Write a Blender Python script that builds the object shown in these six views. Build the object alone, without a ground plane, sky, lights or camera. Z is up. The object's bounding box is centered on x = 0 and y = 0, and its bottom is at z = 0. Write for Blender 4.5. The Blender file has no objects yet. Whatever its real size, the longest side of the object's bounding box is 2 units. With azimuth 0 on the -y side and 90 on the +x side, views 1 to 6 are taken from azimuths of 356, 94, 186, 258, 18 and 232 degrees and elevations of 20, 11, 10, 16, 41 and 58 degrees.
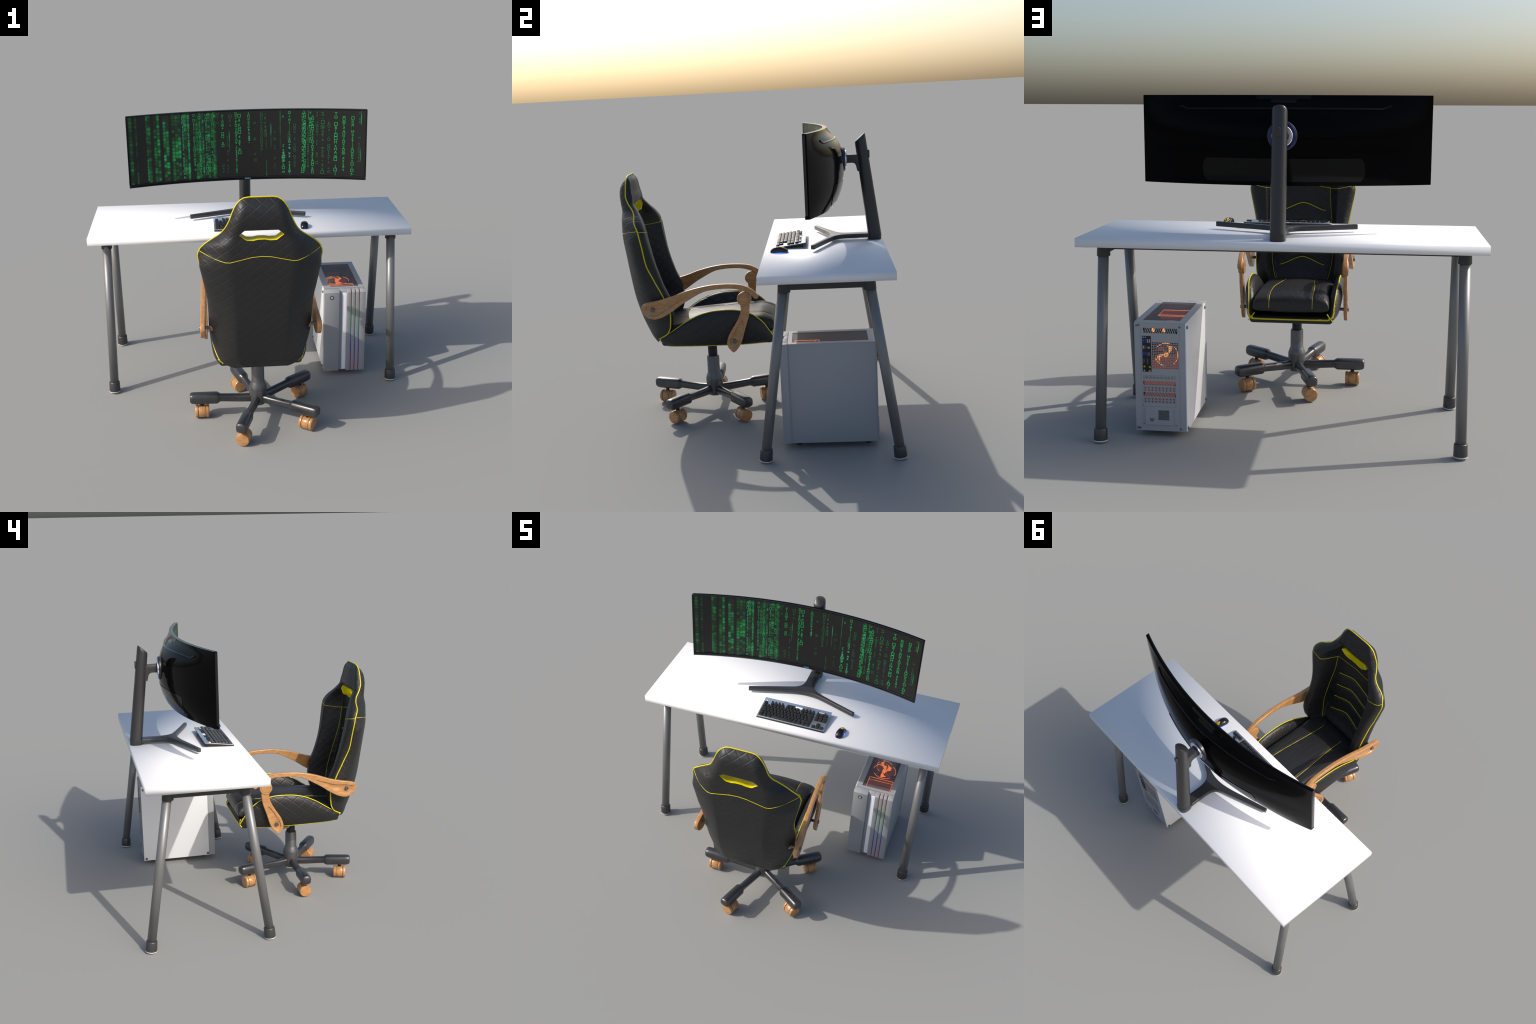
import bpy, bmesh, math, random
from mathutils import Vector, Matrix
random.seed(7)
PI = math.pi

# ------------------------------------------------------------------ materials
def new_mat(name):
    m = bpy.data.materials.new(name); m.use_nodes = True
    nt = m.node_tree
    return m, nt, nt.nodes["Principled BSDF"]

def setp(b, **kw):
    names = {"color": "Base Color", "rough": "Roughness", "metal": "Metallic", "spec": "Specular IOR Level",
             "coat": "Coat Weight", "coat_rough": "Coat Roughness", "emit": "Emission Color", "emit_s": "Emission Strength",
             "sheen": "Sheen Weight"}
    for k, v in kw.items():
        if k in ("color", "emit"):
            v = (*v, 1.0)
        b.inputs[names[k]].default_value = v

def plain(name, color, rough=0.5, metal=0.0, **kw):
    m, nt, b = new_mat(name); setp(b, color=color, rough=rough, metal=metal, **kw); return m

def node(nt, typ, **props):
    n = nt.nodes.new(typ)
    for k, v in props.items(): setattr(n, k, v)
    return n

def math_node(nt, op, a, b=None, c=None, clamp=False):
    n = nt.nodes.new("ShaderNodeMath"); n.operation = op; n.use_clamp = clamp
    for i, v in enumerate((a, b, c)):
        if v is None: continue
        if isinstance(v, (int, float)): n.inputs[i].default_value = v
        else: nt.links.new(v, n.inputs[i])
    return n.outputs[0]

def grain(name, c1, c2, scale, rough=0.5, metal=0.0, stretch=(1, 1, 1), detail=4.0, bump=0.0, **kw):
    """Base colour wandering between two tones on a stretched noise, with optional fine bump."""
    m, nt, b = new_mat(name); setp(b, rough=rough, metal=metal, **kw)
    tc = node(nt, "ShaderNodeTexCoord"); mp = node(nt, "ShaderNodeMapping")
    mp.inputs["Scale"].default_value = stretch
    nt.links.new(tc.outputs["Object"], mp.inputs[0])
    nz = node(nt, "ShaderNodeTexNoise"); nz.inputs["Scale"].default_value = scale; nz.inputs["Detail"].default_value = detail
    nt.links.new(mp.outputs[0], nz.inputs["Vector"])
    cr = node(nt, "ShaderNodeValToRGB")
    cr.color_ramp.elements[0].position = 0.32; cr.color_ramp.elements[0].color = (*c1, 1)
    cr.color_ramp.elements[1].position = 0.68; cr.color_ramp.elements[1].color = (*c2, 1)
    nt.links.new(nz.outputs[0], cr.inputs[0]); nt.links.new(cr.outputs[0], b.inputs["Base Color"])
    if bump:
        bp = node(nt, "ShaderNodeBump"); bp.inputs["Strength"].default_value = bump; bp.inputs["Distance"].default_value = 0.002
        nt.links.new(nz.outputs[0], bp.inputs["Height"]); nt.links.new(bp.outputs[0], b.inputs["Normal"])
    return m

def leather(name, color, quilt, pitch=0.058, strength=0.55):
    """Black leather; quilt adds diamond stitching lines as bump."""
    m, nt, b = new_mat(name); setp(b, color=color, rough=0.44, spec=0.4)
    tc = node(nt, "ShaderNodeTexCoord"); sp = node(nt, "ShaderNodeSeparateXYZ")
    nt.links.new(tc.outputs["Object"], sp.inputs[0])
    nz = node(nt, "ShaderNodeTexNoise"); nz.inputs["Scale"].default_value = 260; nz.inputs["Detail"].default_value = 3
    nt.links.new(tc.outputs["Object"], nz.inputs["Vector"])
    h = math_node(nt, "MULTIPLY", nz.outputs[0], 0.10)
    if quilt:
        ge = node(nt, "ShaderNodeNewGeometry"); sn = node(nt, "ShaderNodeSeparateXYZ"); nt.links.new(ge.outputs["Normal"], sn.inputs[0])
        side = math_node(nt, "GREATER_THAN", math_node(nt, "ABSOLUTE", sn.outputs[0]), 0.72)
        a = math_node(nt, "MULTIPLY_ADD", side, math_node(nt, "SUBTRACT", sp.outputs[1], sp.outputs[0]), sp.outputs[0])
        z = math_node(nt, "MULTIPLY", sp.outputs[2], 1.3)
        total = None
        for s in (1.0, -1.0):
            q = math_node(nt, "MULTIPLY_ADD", z, s, a)
            q = math_node(nt, "DIVIDE", q, pitch)
            f = math_node(nt, "PINGPONG", q, 0.5)          # 0 on a stitch line
            g = math_node(nt, "MULTIPLY", f, 9.0, clamp=True)
            g = math_node(nt, "POWER", g, 0.6)
            total = g if total is None else math_node(nt, "MINIMUM", total, g)
        h = math_node(nt, "ADD", h, total)
    bp = node(nt, "ShaderNodeBump"); bp.inputs["Strength"].default_value = strength; bp.inputs["Distance"].default_value = 0.004
    nt.links.new(h, bp.inputs["Height"]); nt.links.new(bp.outputs[0], b.inputs["Normal"])
    return m

def ramp_emission(name, stops, zlo, zhi, strength, dim=0.6):
    """Colour running along z (object coordinates), self-lit."""
    m, nt, b = new_mat(name); setp(b, rough=0.3)
    tc = node(nt, "ShaderNodeTexCoord"); sp = node(nt, "ShaderNodeSeparateXYZ")
    nt.links.new(tc.outputs["Object"], sp.inputs[0])
    mr = node(nt, "ShaderNodeMapRange"); mr.inputs[1].default_value = zlo; mr.inputs[2].default_value = zhi
    nt.links.new(sp.outputs[2], mr.inputs[0])
    cr = node(nt, "ShaderNodeValToRGB"); el = cr.color_ramp.elements
    while len(el) < len(stops): el.new(0.5)
    for e, (p, c) in zip(el, stops): e.position = p; e.color = (*c, 1)
    nt.links.new(mr.outputs[0], cr.inputs[0])
    nt.links.new(cr.outputs[0], b.inputs["Emission Color"]); b.inputs["Emission Strength"].default_value = strength
    mx = node(nt, "ShaderNodeMix", data_type="RGBA"); mx.inputs[0].default_value = 1.0; mx.blend_type = "MULTIPLY"
    nt.links.new(cr.outputs[0], mx.inputs[6]); mx.inputs[7].default_value = (dim, dim, dim, 1)
    nt.links.new(mx.outputs[2], b.inputs["Base Color"])
    return m

def screen_material():
    """Dark display; the left half carries soft columns of blurred green signs and streaks."""
    m, nt, b = new_mat("screen_glass"); setp(b, rough=0.42, spec=0.35)
    tc = node(nt, "ShaderNodeTexCoord"); sp = node(nt, "ShaderNodeSeparateXYZ")
    nt.links.new(tc.outputs["Object"], sp.inputs[0])
    X, Z = sp.outputs[0], sp.outputs[2]
    total = None
    # (columns per metre, rows per metre, phase, share of lit columns, x limits, horizontal softness)
    layers = [(27.0, 52.0, 0.0, 0.70, (-0.75, -0.20), 0.36), (27.0, 61.0, 0.47, 0.28, (-0.75, -0.22), 0.30),
              (46.0, 70.0, 0.21, 0.18, (-0.70, -0.20), 0.34), (34.0, 17.0, 0.3, 0.26, (-0.14, 0.75), 0.12)]
    for i, (fx, fz, ph, share, (xa, xb), soft) in enumerate(layers):
        cx = math_node(nt, "MULTIPLY_ADD", X, fx, ph + 40)
        col = math_node(nt, "FLOOR", cx)
        w1 = node(nt, "ShaderNodeTexWhiteNoise", noise_dimensions="2D")
        cv = node(nt, "ShaderNodeCombineXYZ"); nt.links.new(col, cv.inputs[0]); cv.inputs[1].default_value = 3.1 + i
        nt.links.new(cv.outputs[0], w1.inputs["Vector"])
        on = math_node(nt, "LESS_THAN", w1.outputs[0], share)
        off = math_node(nt, "MULTIPLY", w1.outputs[0], 9.7)
        rz = math_node(nt, "MULTIPLY_ADD", Z, math_node(nt, "MULTIPLY_ADD", w1.outputs[0], fz * 0.7, fz * 0.65), off)
        row = math_node(nt, "FLOOR", rz)
        w2 = node(nt, "ShaderNodeTexWhiteNoise", noise_dimensions="2D")
        cv2 = node(nt, "ShaderNodeCombineXYZ"); nt.links.new(col, cv2.inputs[0]); nt.links.new(row, cv2.inputs[1])
        nt.links.new(cv2.outputs[0], w2.inputs["Vector"])
        dx = math_node(nt, "SUBTRACT", math_node(nt, "FRACT", cx), 0.5)
        dz = math_node(nt, "SUBTRACT", math_node(nt, "FRACT", rz), 0.5)
        ax = math_node(nt, "DIVIDE", math_node(nt, "ABSOLUTE", dx), soft)
        az = math_node(nt, "DIVIDE", math_node(nt, "ABSOLUTE", dz), 0.66)
        d = math_node(nt, "POWER", math_node(nt, "ADD", math_node(nt, "POWER", ax, 2.0), math_node(nt, "POWER", az, 2.4)), 0.5)
        blob = math_node(nt, "SUBTRACT", 1.0, d, clamp=True)
        blob = math_node(nt, "MULTIPLY", blob, 1.35, clamp=True)
        # long fade up and down each column
        fv = node(nt, "ShaderNodeTexNoise"); fv.inputs["Scale"].default_value = 1.0; fv.inputs["Detail"].default_value = 1
        cv3 = node(nt, "ShaderNodeCombineXYZ"); nt.links.new(math_node(nt, "MULTIPLY", col, 3.7), cv3.inputs[0])
        nt.links.new(math_node(nt, "MULTIPLY", Z, 5.0), cv3.inputs[1]); nt.links.new(cv3.outputs[0], fv.inputs["Vector"])
        fade = math_node(nt, "MULTIPLY_ADD", fv.outputs[0], 3.0, -0.80, clamp=True)
        v = math_node(nt, "MULTIPLY", math_node(nt, "MULTIPLY", blob, on), math_node(nt, "MULTIPLY_ADD", math_node(nt, "POWER", w2.outputs[0], 1.6), 0.92, 0.08))
        if i == 3:
            v = math_node(nt, "MULTIPLY", v, math_node(nt, "LESS_THAN", w2.outputs[0], 0.45))
            v = math_node(nt, "MULTIPLY", v, 2.2)
        v = math_node(nt, "MULTIPLY", v, fade)
        e1 = node(nt, "ShaderNodeMapRange", interpolation_type="SMOOTHSTEP"); e1.inputs[1].default_value = xa - 0.03; e1.inputs[2].default_value = xa + 0.02
        nt.links.new(X, e1.inputs[0])
        e2 = node(nt, "ShaderNodeMapRange", interpolation_type="SMOOTHSTEP"); e2.inputs[1].default_value = xb - 0.02; e2.inputs[2].default_value = xb + 0.03
        nt.links.new(X, e2.inputs[0])
        gate = math_node(nt, "MULTIPLY", e1.outputs[0], math_node(nt, "SUBTRACT", 1.0, e2.outputs[0]))
        v = math_node(nt, "MULTIPLY", v, gate)
        total = v if total is None else math_node(nt, "ADD", total, v)
    total = math_node(nt, "MULTIPLY", total, 0.85, clamp=True)
    # two columns lean towards teal
    hx = node(nt, "ShaderNodeTexNoise"); hx.inputs["Scale"].default_value = 9.0
    cvh = node(nt, "ShaderNodeCombineXYZ"); nt.links.new(X, cvh.inputs[0]); nt.links.new(cvh.outputs[0], hx.inputs["Vector"])
    teal = math_node(nt, "MULTIPLY_ADD", hx.outputs[0], 5.0, -2.5, clamp=True)
    gm = node(nt, "ShaderNodeMix", data_type="RGBA"); nt.links.new(teal, gm.inputs[0])
    gm.inputs[6].default_value = (0.015, 0.42, 0.09, 1); gm.inputs[7].default_value = (0.05, 0.46, 0.24, 1)
    mx = node(nt, "ShaderNodeMix", data_type="RGBA"); nt.links.new(total, mx.inputs[0])
    mx.inputs[6].default_value = (0.014, 0.014, 0.014, 1); nt.links.new(gm.outputs[2], mx.inputs[7])
    nt.links.new(mx.outputs[2], b.inputs["Base Color"])
    return m

M = {}
M["desk_white"] = plain("white_laminate", (0.80, 0.80, 0.81), 0.45)
M["desk_metal"] = plain("brushed_steel_tube", (0.19, 0.19, 0.19), 0.45, 0.45, coat=0.25, coat_rough=0.2)
M["foot_dark"] = plain("foot_cap_dark", (0.06, 0.06, 0.062), 0.36, 0.4)  # base colour darkened to match the dim shading of the upper foot
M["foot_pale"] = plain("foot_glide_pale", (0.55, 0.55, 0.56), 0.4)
M["frame_black"] = plain("frame_black", (0.022, 0.023, 0.024), 0.5)
M["stand_black"] = plain("satin_black_plastic", (0.026, 0.026, 0.027), 0.36)
M["gloss_black"] = plain("piano_black", (0.0022, 0.0022, 0.0026), 0.10, spec=0.035)
M["panel_black"] = plain("rear_cover_black", (0.004, 0.004, 0.004), 0.12, spec=0.14)
M["dark_bezel"] = plain("bezel_black", (0.006, 0.006, 0.007), 0.2)
M["chrome"] = plain("chrome", (0.9, 0.9, 0.92), 0.22, 0.85)
M["blue_ring"] = plain("dark_blue_light_ring", (0.005, 0.005, 0.09), 0.25, emit=(0.01, 0.01, 0.4), emit_s=0.04)
M["screen"] = screen_material()
M["glyph"] = plain("glyph_green", (0.012, 0.36, 0.09), 0.5)
M["glyph_teal"] = plain("glyph_teal", (0.05, 0.50, 0.24), 0.5)
M["glyph_dim"] = plain("glyph_dim_green", (0.015, 0.13, 0.045), 0.5)
M["logo_blue"] = plain("logo_pale_blue", (0.10, 0.28, 0.34), 0.4)
M["leather_quilt"] = leather("quilted_black_leather", (0.0155, 0.0155, 0.016), True, pitch=0.070, strength=0.34)
M["leather_wing"] = leather("quilted_side_leather", (0.0155, 0.0155, 0.016), True, pitch=0.088, strength=0.40)
M["leather"] = leather("black_leather", (0.0155, 0.0155, 0.016), False, strength=0.3)
M["leather_seat"] = leather("seat_leather", (0.019, 0.019, 0.0195), True, strength=0.25, pitch=0.04)
M["yellow"] = plain("yellow_piping", (0.64, 0.53, 0.0), 0.42)
M["yellow_gloss"] = plain("yellow_plastic", (0.66, 0.56, 0.0), 0.3)
M["wood"] = grain("varnished_wood", (0.37, 0.175, 0.062), (0.50, 0.26, 0.10), 26, 0.32, stretch=(3, 1, 3), coat=0.3, coat_rough=0.2, bump=0.1)
M["metal_dark"] = grain("dark_gunmetal", (0.085, 0.085, 0.09), (0.105, 0.105, 0.11), 30, 0.33, 0.75)
M["column_metal"] = grain("gas_lift_grey", (0.12, 0.12, 0.125), (0.15, 0.15, 0.155), 40, 0.38, 0.7)
M["bolt"] = plain("bolt_dark_steel", (0.15, 0.155, 0.165), 0.35, 0.7)
M["rubber"] = plain("black_rubber", (0.008, 0.008, 0.008), 0.6)
M["pc_white"] = plain("white_painted_steel", (0.34, 0.345, 0.36), 0.4)
M["pc_glass"] = plain("white_side_panel", (0.74, 0.745, 0.76), 0.3)
M["pc_slot"] = plain("bare_steel_slot", (0.30, 0.30, 0.31), 0.4, 0.3)
M["pc_mesh"] = plain("mesh_grey", (0.15, 0.15, 0.16), 0.5, 0.2)
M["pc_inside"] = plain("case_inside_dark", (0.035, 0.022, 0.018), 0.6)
M["pc_screw"] = plain("case_thumb_screw", (0.13, 0.135, 0.14), 0.4, 0.5)
M["orange"] = plain("orange_led", (0.9, 0.22, 0.05), 0.5, emit=(1.0, 0.20, 0.03), emit_s=2.6)
M["orange_dim"] = plain("orange_lit_board", (0.25, 0.06, 0.03), 0.6, emit=(1.0, 0.17, 0.06), emit_s=0.14)
M["slot_glow"] = plain("slot_glow", (0.2, 0.06, 0.03), 0.6, emit=(1.0, 0.22, 0.08), emit_s=0.07)
M["orange_hot"] = plain("amber_led", (0.9, 0.3, 0.05), 0.5, emit=(1.0, 0.30, 0.05), emit_s=1.7)
M["strip_white"] = plain("frosted_light_bar", (0.84, 0.84, 0.88), 0.35, emit=(0.8, 0.8, 1.0), emit_s=0.06)
M["rainbow"] = ramp_emission("rainbow_led", [(0.0, (0.30, 0.0, 0.06)), (0.10, (0.20, 0.0, 0.20)), (0.30, (0.02, 0.01, 0.40)), (0.45, (0.01, 0.18, 0.36)),
                              (0.53, (0.01, 0.28, 0.14)), (0.72, (0.03, 0.24, 0.0)), (0.84, (0.30, 0.18, 0.0)), (1.0, (0.30, 0.01, 0.01))], 0.04, 0.60, 0.18)
M["port_blue"] = plain("port_blue", (0.01, 0.05, 0.35), 0.4)
M["port_red"] = plain("port_red", (0.35, 0.02, 0.02), 0.4)
M["port_gold"] = plain("port_gold", (0.55, 0.42, 0.08), 0.35, 0.6)
M["port_grey"] = plain("port_grey", (0.32, 0.32, 0.33), 0.4, 0.3)
M["kb_plate"] = plain("brushed_aluminium", (0.62, 0.66, 0.72), 0.25, 0.85)
M["kb_key"] = plain("key_black", (0.016, 0.016, 0.0165), 0.5)
M["kb_print"] = plain("white_print", (0.85, 0.86, 0.88), 0.4)
M["mouse_body"] = plain("mouse_gloss_black", (0.006, 0.006, 0.007), 0.16)
M["mouse_yellow"] = plain("mouse_yellow", (0.75, 0.42, 0.01), 0.4)
M["mouse_glow"] = plain("mouse_blue_glow", (0.1, 0.15, 0.9), 0.4, emit=(0.04, 0.10, 1.0), emit_s=5.0)

# ------------------------------------------------------------------ object helpers
def empty(name, loc, label, category):
    o = bpy.data.objects.new(name, None); o.location = loc
    bpy.context.collection.objects.link(o); o["label"] = label; o["category"] = category
    return o

def world_loc(o):
    v = Vector((0, 0, 0))
    while o: v += o.location; o = o.parent
    return v

def link(name, me, mat, parent, smooth=None, recenter=True):
    """smooth: None flat, 'all' everywhere, or an angle in degrees."""
    if mat is not None:
        me.materials.clear(); me.materials.append(mat)
    if smooth is None:
        for p in me.polygons: p.use_smooth = False
    else:
        for p in me.polygons: p.use_smooth = True
        if smooth != "all": me.set_sharp_from_angle(angle=math.radians(smooth))
    o = bpy.data.objects.new(name, me); bpy.context.collection.objects.link(o)
    c = Vector((0, 0, 0))
    if recenter and len(me.vertices):
        lo = Vector([min(v.co[i] for v in me.vertices) for i in range(3)]); hi = Vector([max(v.co[i] for v in me.vertices) for i in range(3)])
        c = (lo + hi) / 2
        me.transform(Matrix.Translation(-c))
    o.parent = parent
    o.location = c - world_loc(parent)
    return o

def mesh(name, verts, faces):
    me = bpy.data.meshes.new(name); me.from_pydata([tuple(v) for v in verts], [], faces)
    bm = bmesh.new(); bm.from_mesh(me); bmesh.ops.recalc_face_normals(bm, faces=bm.faces); bm.to_mesh(me); bm.free()
    me.update(); return me

def merge(parts):
    V, F = [], []
    for v, f in parts:
        n = len(V); V += [tuple(p) for p in v]; F += [[i + n for i in q] for q in f]
    return V, F

def bevel_mesh(me, width, seg=2, angle=30):
    bm = bmesh.new(); bm.from_mesh(me)
    es = [e for e in bm.edges if len(e.link_faces) == 2 and e.calc_face_angle(0) > math.radians(angle)]
    bmesh.ops.bevel(bm, geom=es, offset=width, segments=seg, profile=0.5, affect="EDGES", clamp_overlap=True)
    bm.to_mesh(me); bm.free(); me.update(); return me

def box_vf(lo, hi):
    x0, y0, z0 = lo; x1, y1, z1 = hi
    v = [(x0, y0, z0), (x1, y0, z0), (x1, y1, z0), (x0, y1, z0), (x0, y0, z1), (x1, y0, z1), (x1, y1, z1), (x0, y1, z1)]
    return v, [[0, 3, 2, 1], [4, 5, 6, 7], [0, 1, 5, 4], [1, 2, 6, 5], [2, 3, 7, 6], [3, 0, 4, 7]]

def box(name, lo, hi, mat, parent, bevel=0.0, seg=2, smooth=35):
    me = mesh(name, *box_vf(lo, hi))
    if bevel: bevel_mesh(me, bevel, seg)
    return link(name, me, mat, parent, smooth if bevel else None)

def frame_of(d):
    d = Vector(d).normalized()
    a = Vector((0, 0, 1)) if abs(d.z) < 0.9 else Vector((1, 0, 0))
    u = d.cross(a).normalized(); v = d.cross(u).normalized()
    return d, u, v

def lathe_vf(origin, axis, prof, n=32, caps=True):
    """prof: list of (distance along the axis, radius)."""
    o = Vector(origin); d, u, v = frame_of(axis); V, F = [], []
    for t, r in prof:
        for i in range(n):
            a = 2 * PI * i / n
            V.append(o + d * t + (u * math.cos(a) + v * math.sin(a)) * r)
    for k in range(len(prof) - 1):
        for i in range(n):
            j = (i + 1) % n
            F.append([k * n + i, k * n + j, (k + 1) * n + j, (k + 1) * n + i])
    if caps:
        F.append(list(range(n))[::-1]); F.append([(len(prof) - 1) * n + i for i in range(n)])
    return V, F

def lathe(name, origin, axis, prof, mat, parent, n=32, smooth=40):
    return link(name, mesh(name, *lathe_vf(origin, axis, prof, n)), mat, parent, smooth)

def tube_vf(pts, r, n=8, closed=False, flat=1.0, up=None):
    pts = [Vector(p) for p in pts]; m = len(pts); V, F = [], []
    prev = None
    for i, p in enumerate(pts):
        a = pts[(i - 1) % m] if closed or i > 0 else p
        b = pts[(i + 1) % m] if closed or i < m - 1 else p
        d = (b - a)
        d = d.normalized() if d.length > 1e-9 else Vector((0, 0, 1))
        if up is not None: u = Vector(up) - d * d.dot(Vector(up)); u.normalize()
        elif prev is None: u = frame_of(d)[1]
        else:
            u = prev - d * d.dot(prev); u = u.normalized() if u.length > 1e-6 else frame_of(d)[1]
        prev = u; w = d.cross(u)
        for k in range(n):
            t = 2 * PI * k / n
            V.append(p + u * (math.cos(t) * r) + w * (math.sin(t) * r * flat))
    for i in range(m if closed else m - 1):
        j = (i + 1) % m
        for k in range(n):
            l = (k + 1) % n
            F.append([i * n + k, i * n + l, j * n + l, j * n + k])
    if not closed:
        F.append(list(range(n))[::-1]); F.append([(m - 1) * n + k for k in range(n)])
    return V, F

def tube(name, pts, r, mat, parent, n=8, closed=False, flat=1.0, up=None):
    return link(name, mesh(name, *tube_vf(pts, r, n, closed, flat, up)), mat, parent, 60)

def prism_vf(outline, axis, d0, d1):
    """Extrude a 2D outline along axis 'x' (outline y,z), 'y' (x,z) or 'z' (x,y)."""
    def P(a, b, d): return {"x": (d, a, b), "y": (a, d, b), "z": (a, b, d)}[axis]
    n = len(outline)
    V = [P(a, b, d0) for a, b in outline] + [P(a, b, d1) for a, b in outline]
    F = [list(range(n))[::-1], [n + i for i in range(n)]] + [[i, (i + 1) % n, n + (i + 1) % n, n + i] for i in range(n)]
    return V, F

def prism(name, outline, axis, d0, d1, mat, parent, bevel=0.0, seg=2, smooth=35):
    me = mesh(name, *prism_vf(outline, axis, d0, d1))
    if bevel: bevel_mesh(me, bevel, seg, 50)
    return link(name, me, mat, parent, smooth)

def spline(pts, per=6, closed=False):
    """Catmull-Rom through the control points."""
    n = len(pts); out = []
    rng = range(n if closed else n - 1)
    for i in rng:
        p = [Vector(pts[(i + k) % n] if closed else pts[min(max(i + k, 0), n - 1)]) for k in (-1, 0, 1, 2)]
        for j in range(per):
            t = j / per
            out.append(0.5 * (2 * p[1] + (p[2] - p[0]) * t + (2 * p[0] - 5 * p[1] + 4 * p[2] - p[3]) * t * t + (3 * p[1] - p[0] - 3 * p[2] + p[3]) * t ** 3))
    if not closed: out.append(Vector(pts[-1]))
    return out

def curve_fn(pts):
    """Monotone-ish smooth interpolation of (key, value) pairs (Hermite with limited slopes)."""
    pts = sorted(pts); xs = [p[0] for p in pts]; ys = [p[1] for p in pts]; n = len(xs)
    dl = [(ys[i + 1] - ys[i]) / (xs[i + 1] - xs[i]) for i in range(n - 1)]
    m = [dl[0]] + [0 if dl[i - 1] * dl[i] <= 0 else 2 * dl[i - 1] * dl[i] / (dl[i - 1] + dl[i]) for i in range(1, n - 1)] + [dl[-1]]
    def f(x):
        if x <= xs[0]: return ys[0]
        if x >= xs[-1]: return ys[-1]
        i = max(k for k in range(n - 1) if xs[k] <= x)
        h = xs[i + 1] - xs[i]; t = (x - xs[i]) / h
        return (ys[i] * (2 * t ** 3 - 3 * t * t + 1) + h * m[i] * (t ** 3 - 2 * t * t + t) + ys[i + 1] * (-2 * t ** 3 + 3 * t * t) + h * m[i + 1] * (t ** 3 - t * t))
    return f

def sstep(t):
    t = min(max(t, 0.0), 1.0); return t * t * (3 - 2 * t)

def grid_shell(nu, nv, A, B):
    """Closed shell from two surfaces A(i,j), B(i,j) that share their border."""
    V, F = [], []; ia, ib = {}, {}
    for j in range(nv + 1):
        for i in range(nu + 1):
            ia[i, j] = len(V); V.append(A(i, j))
            if i in (0, nu) or j in (0, nv): ib[i, j] = ia[i, j]
            else: ib[i, j] = len(V); V.append(B(i, j))
    for j in range(nv):
        for i in range(nu):
            F.append([ia[i, j], ia[i + 1, j], ia[i + 1, j + 1], ia[i, j + 1]])
            F.append([ib[i, j], ib[i, j + 1], ib[i + 1, j + 1], ib[i + 1, j]])
    return V, F

def copy_obj(o, parent, mat_local):
    c = o.copy(); bpy.context.collection.objects.link(c); c.parent = parent; c.matrix_local = mat_local; return c

# ================================================================== DESK
desk = empty("desk", (0, 0.415, 0), "white rectangular office desk on four slanted steel legs", "desk")
# one slab, its shading rounded over the edges
link("desk_top", mesh("desk_top", *box_vf((-1.0, 0.060, 0.995), (1.0, 0.768, 1.0395))), M["desk_white"], desk, "all")
for sx in (-1, 1):
    X = 0.8975 * sx
    out = []
    fr = merge([box_vf((X - 0.020, 0.19, 0.946), (X + 0.020, 0.638, 0.9935)),
                lathe_vf((X, 0.193, 0.9935), (0, -0.02, -1), [(0, 0.031), (0.060, 0.034)], 32),
                lathe_vf((X, 0.635, 0.9935), (0, 0.02, -1), [(0, 0.031), (0.060, 0.034)], 32)])
    link("leg_frame", mesh("leg_frame", *fr), M["frame_black"], desk, 50)
    for (ty, by) in ((0.1885, 0.0505), (0.6365, 0.7745)):
        top = Vector((X, ty, 0.965)); bot = Vector((X, by, 0.028)); d = (bot - top)
        lg = link("leg", mesh("leg", *lathe_vf(top, d, [(0, 0.0272), (d.length - 0.035, 0.0272)], 40)), M["desk_metal"], desk, "all")
        dn = d.normalized()
        f0 = Vector((X, by, 0)) - Vector((0, dn.y, 0)) * 0
        fax = Vector((dn.x, dn.y * 0.6, dn.z)).normalized(); fo = bot - dn * 0.046
        ft = lathe("foot", fo, fax, [(0, 0.0270), (0.0015, 0.0315), (0.006, 0.0335), (0.045, 0.0345), (0.0625, 0.0352)], M["foot_dark"], lg, 40, 60)
        lathe("foot_glide", fo, fax, [(0.0630, 0.0350), (0.0645, 0.0360), (0.0680, 0.0355), (0.0700, 0.0335)], M["foot_pale"], ft, 40, 60)  # bright grazing reflection round the foot's lower edge, modelled as a pale ring
for ya, yb in ((0.312, 0.345), (0.483, 0.516)):
    box("cross_rail", (-0.876, ya, 0.947), (0.876, yb, 0.9935), M["frame_black"], desk)

# ================================================================== OFFICE CHAIR
CX = 0.003
chair = empty("office_chair", (CX, -0.32, 0), "black quilted racing office chair with yellow piping", "chair")

# ---- backrest profile curves over height
w_fn = curve_fn([(0.475, 0.150), (0.49, 0.19), (0.515, 0.228), (0.55, 0.252), (0.60, 0.266), (0.66, 0.274), (0.73, 0.278), (0.80, 0.279), (0.91, 0.284),
                 (0.985, 0.296), (1.06, 0.311), (1.13, 0.326), (1.165, 0.331), (1.20, 0.322), (1.228, 0.303), (1.252, 0.276), (1.272, 0.245),
                 (1.302, 0.207), (1.348, 0.178), (1.394, 0.158), (1.433, 0.143), (1.462, 0.128), (1.480, 0.114), (1.492, 0.098), (1.500, 0.075)])
yS_fn = curve_fn([(0.475, -0.630), (0.50, -0.615), (0.521, -0.60), (0.5526, -0.552), (0.6035, -0.529), (0.675, -0.523), (0.779, -0.555), (0.8826, -0.602), (0.9955, -0.645),
                  (1.0935, -0.656), (1.19, -0.671), (1.226, -0.689), (1.25, -0.699), (1.27, -0.702), (1.302, -0.716), (1.348, -0.748), (1.39, -0.762), (1.47, -0.762), (1.50, -0.757)])
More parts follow.
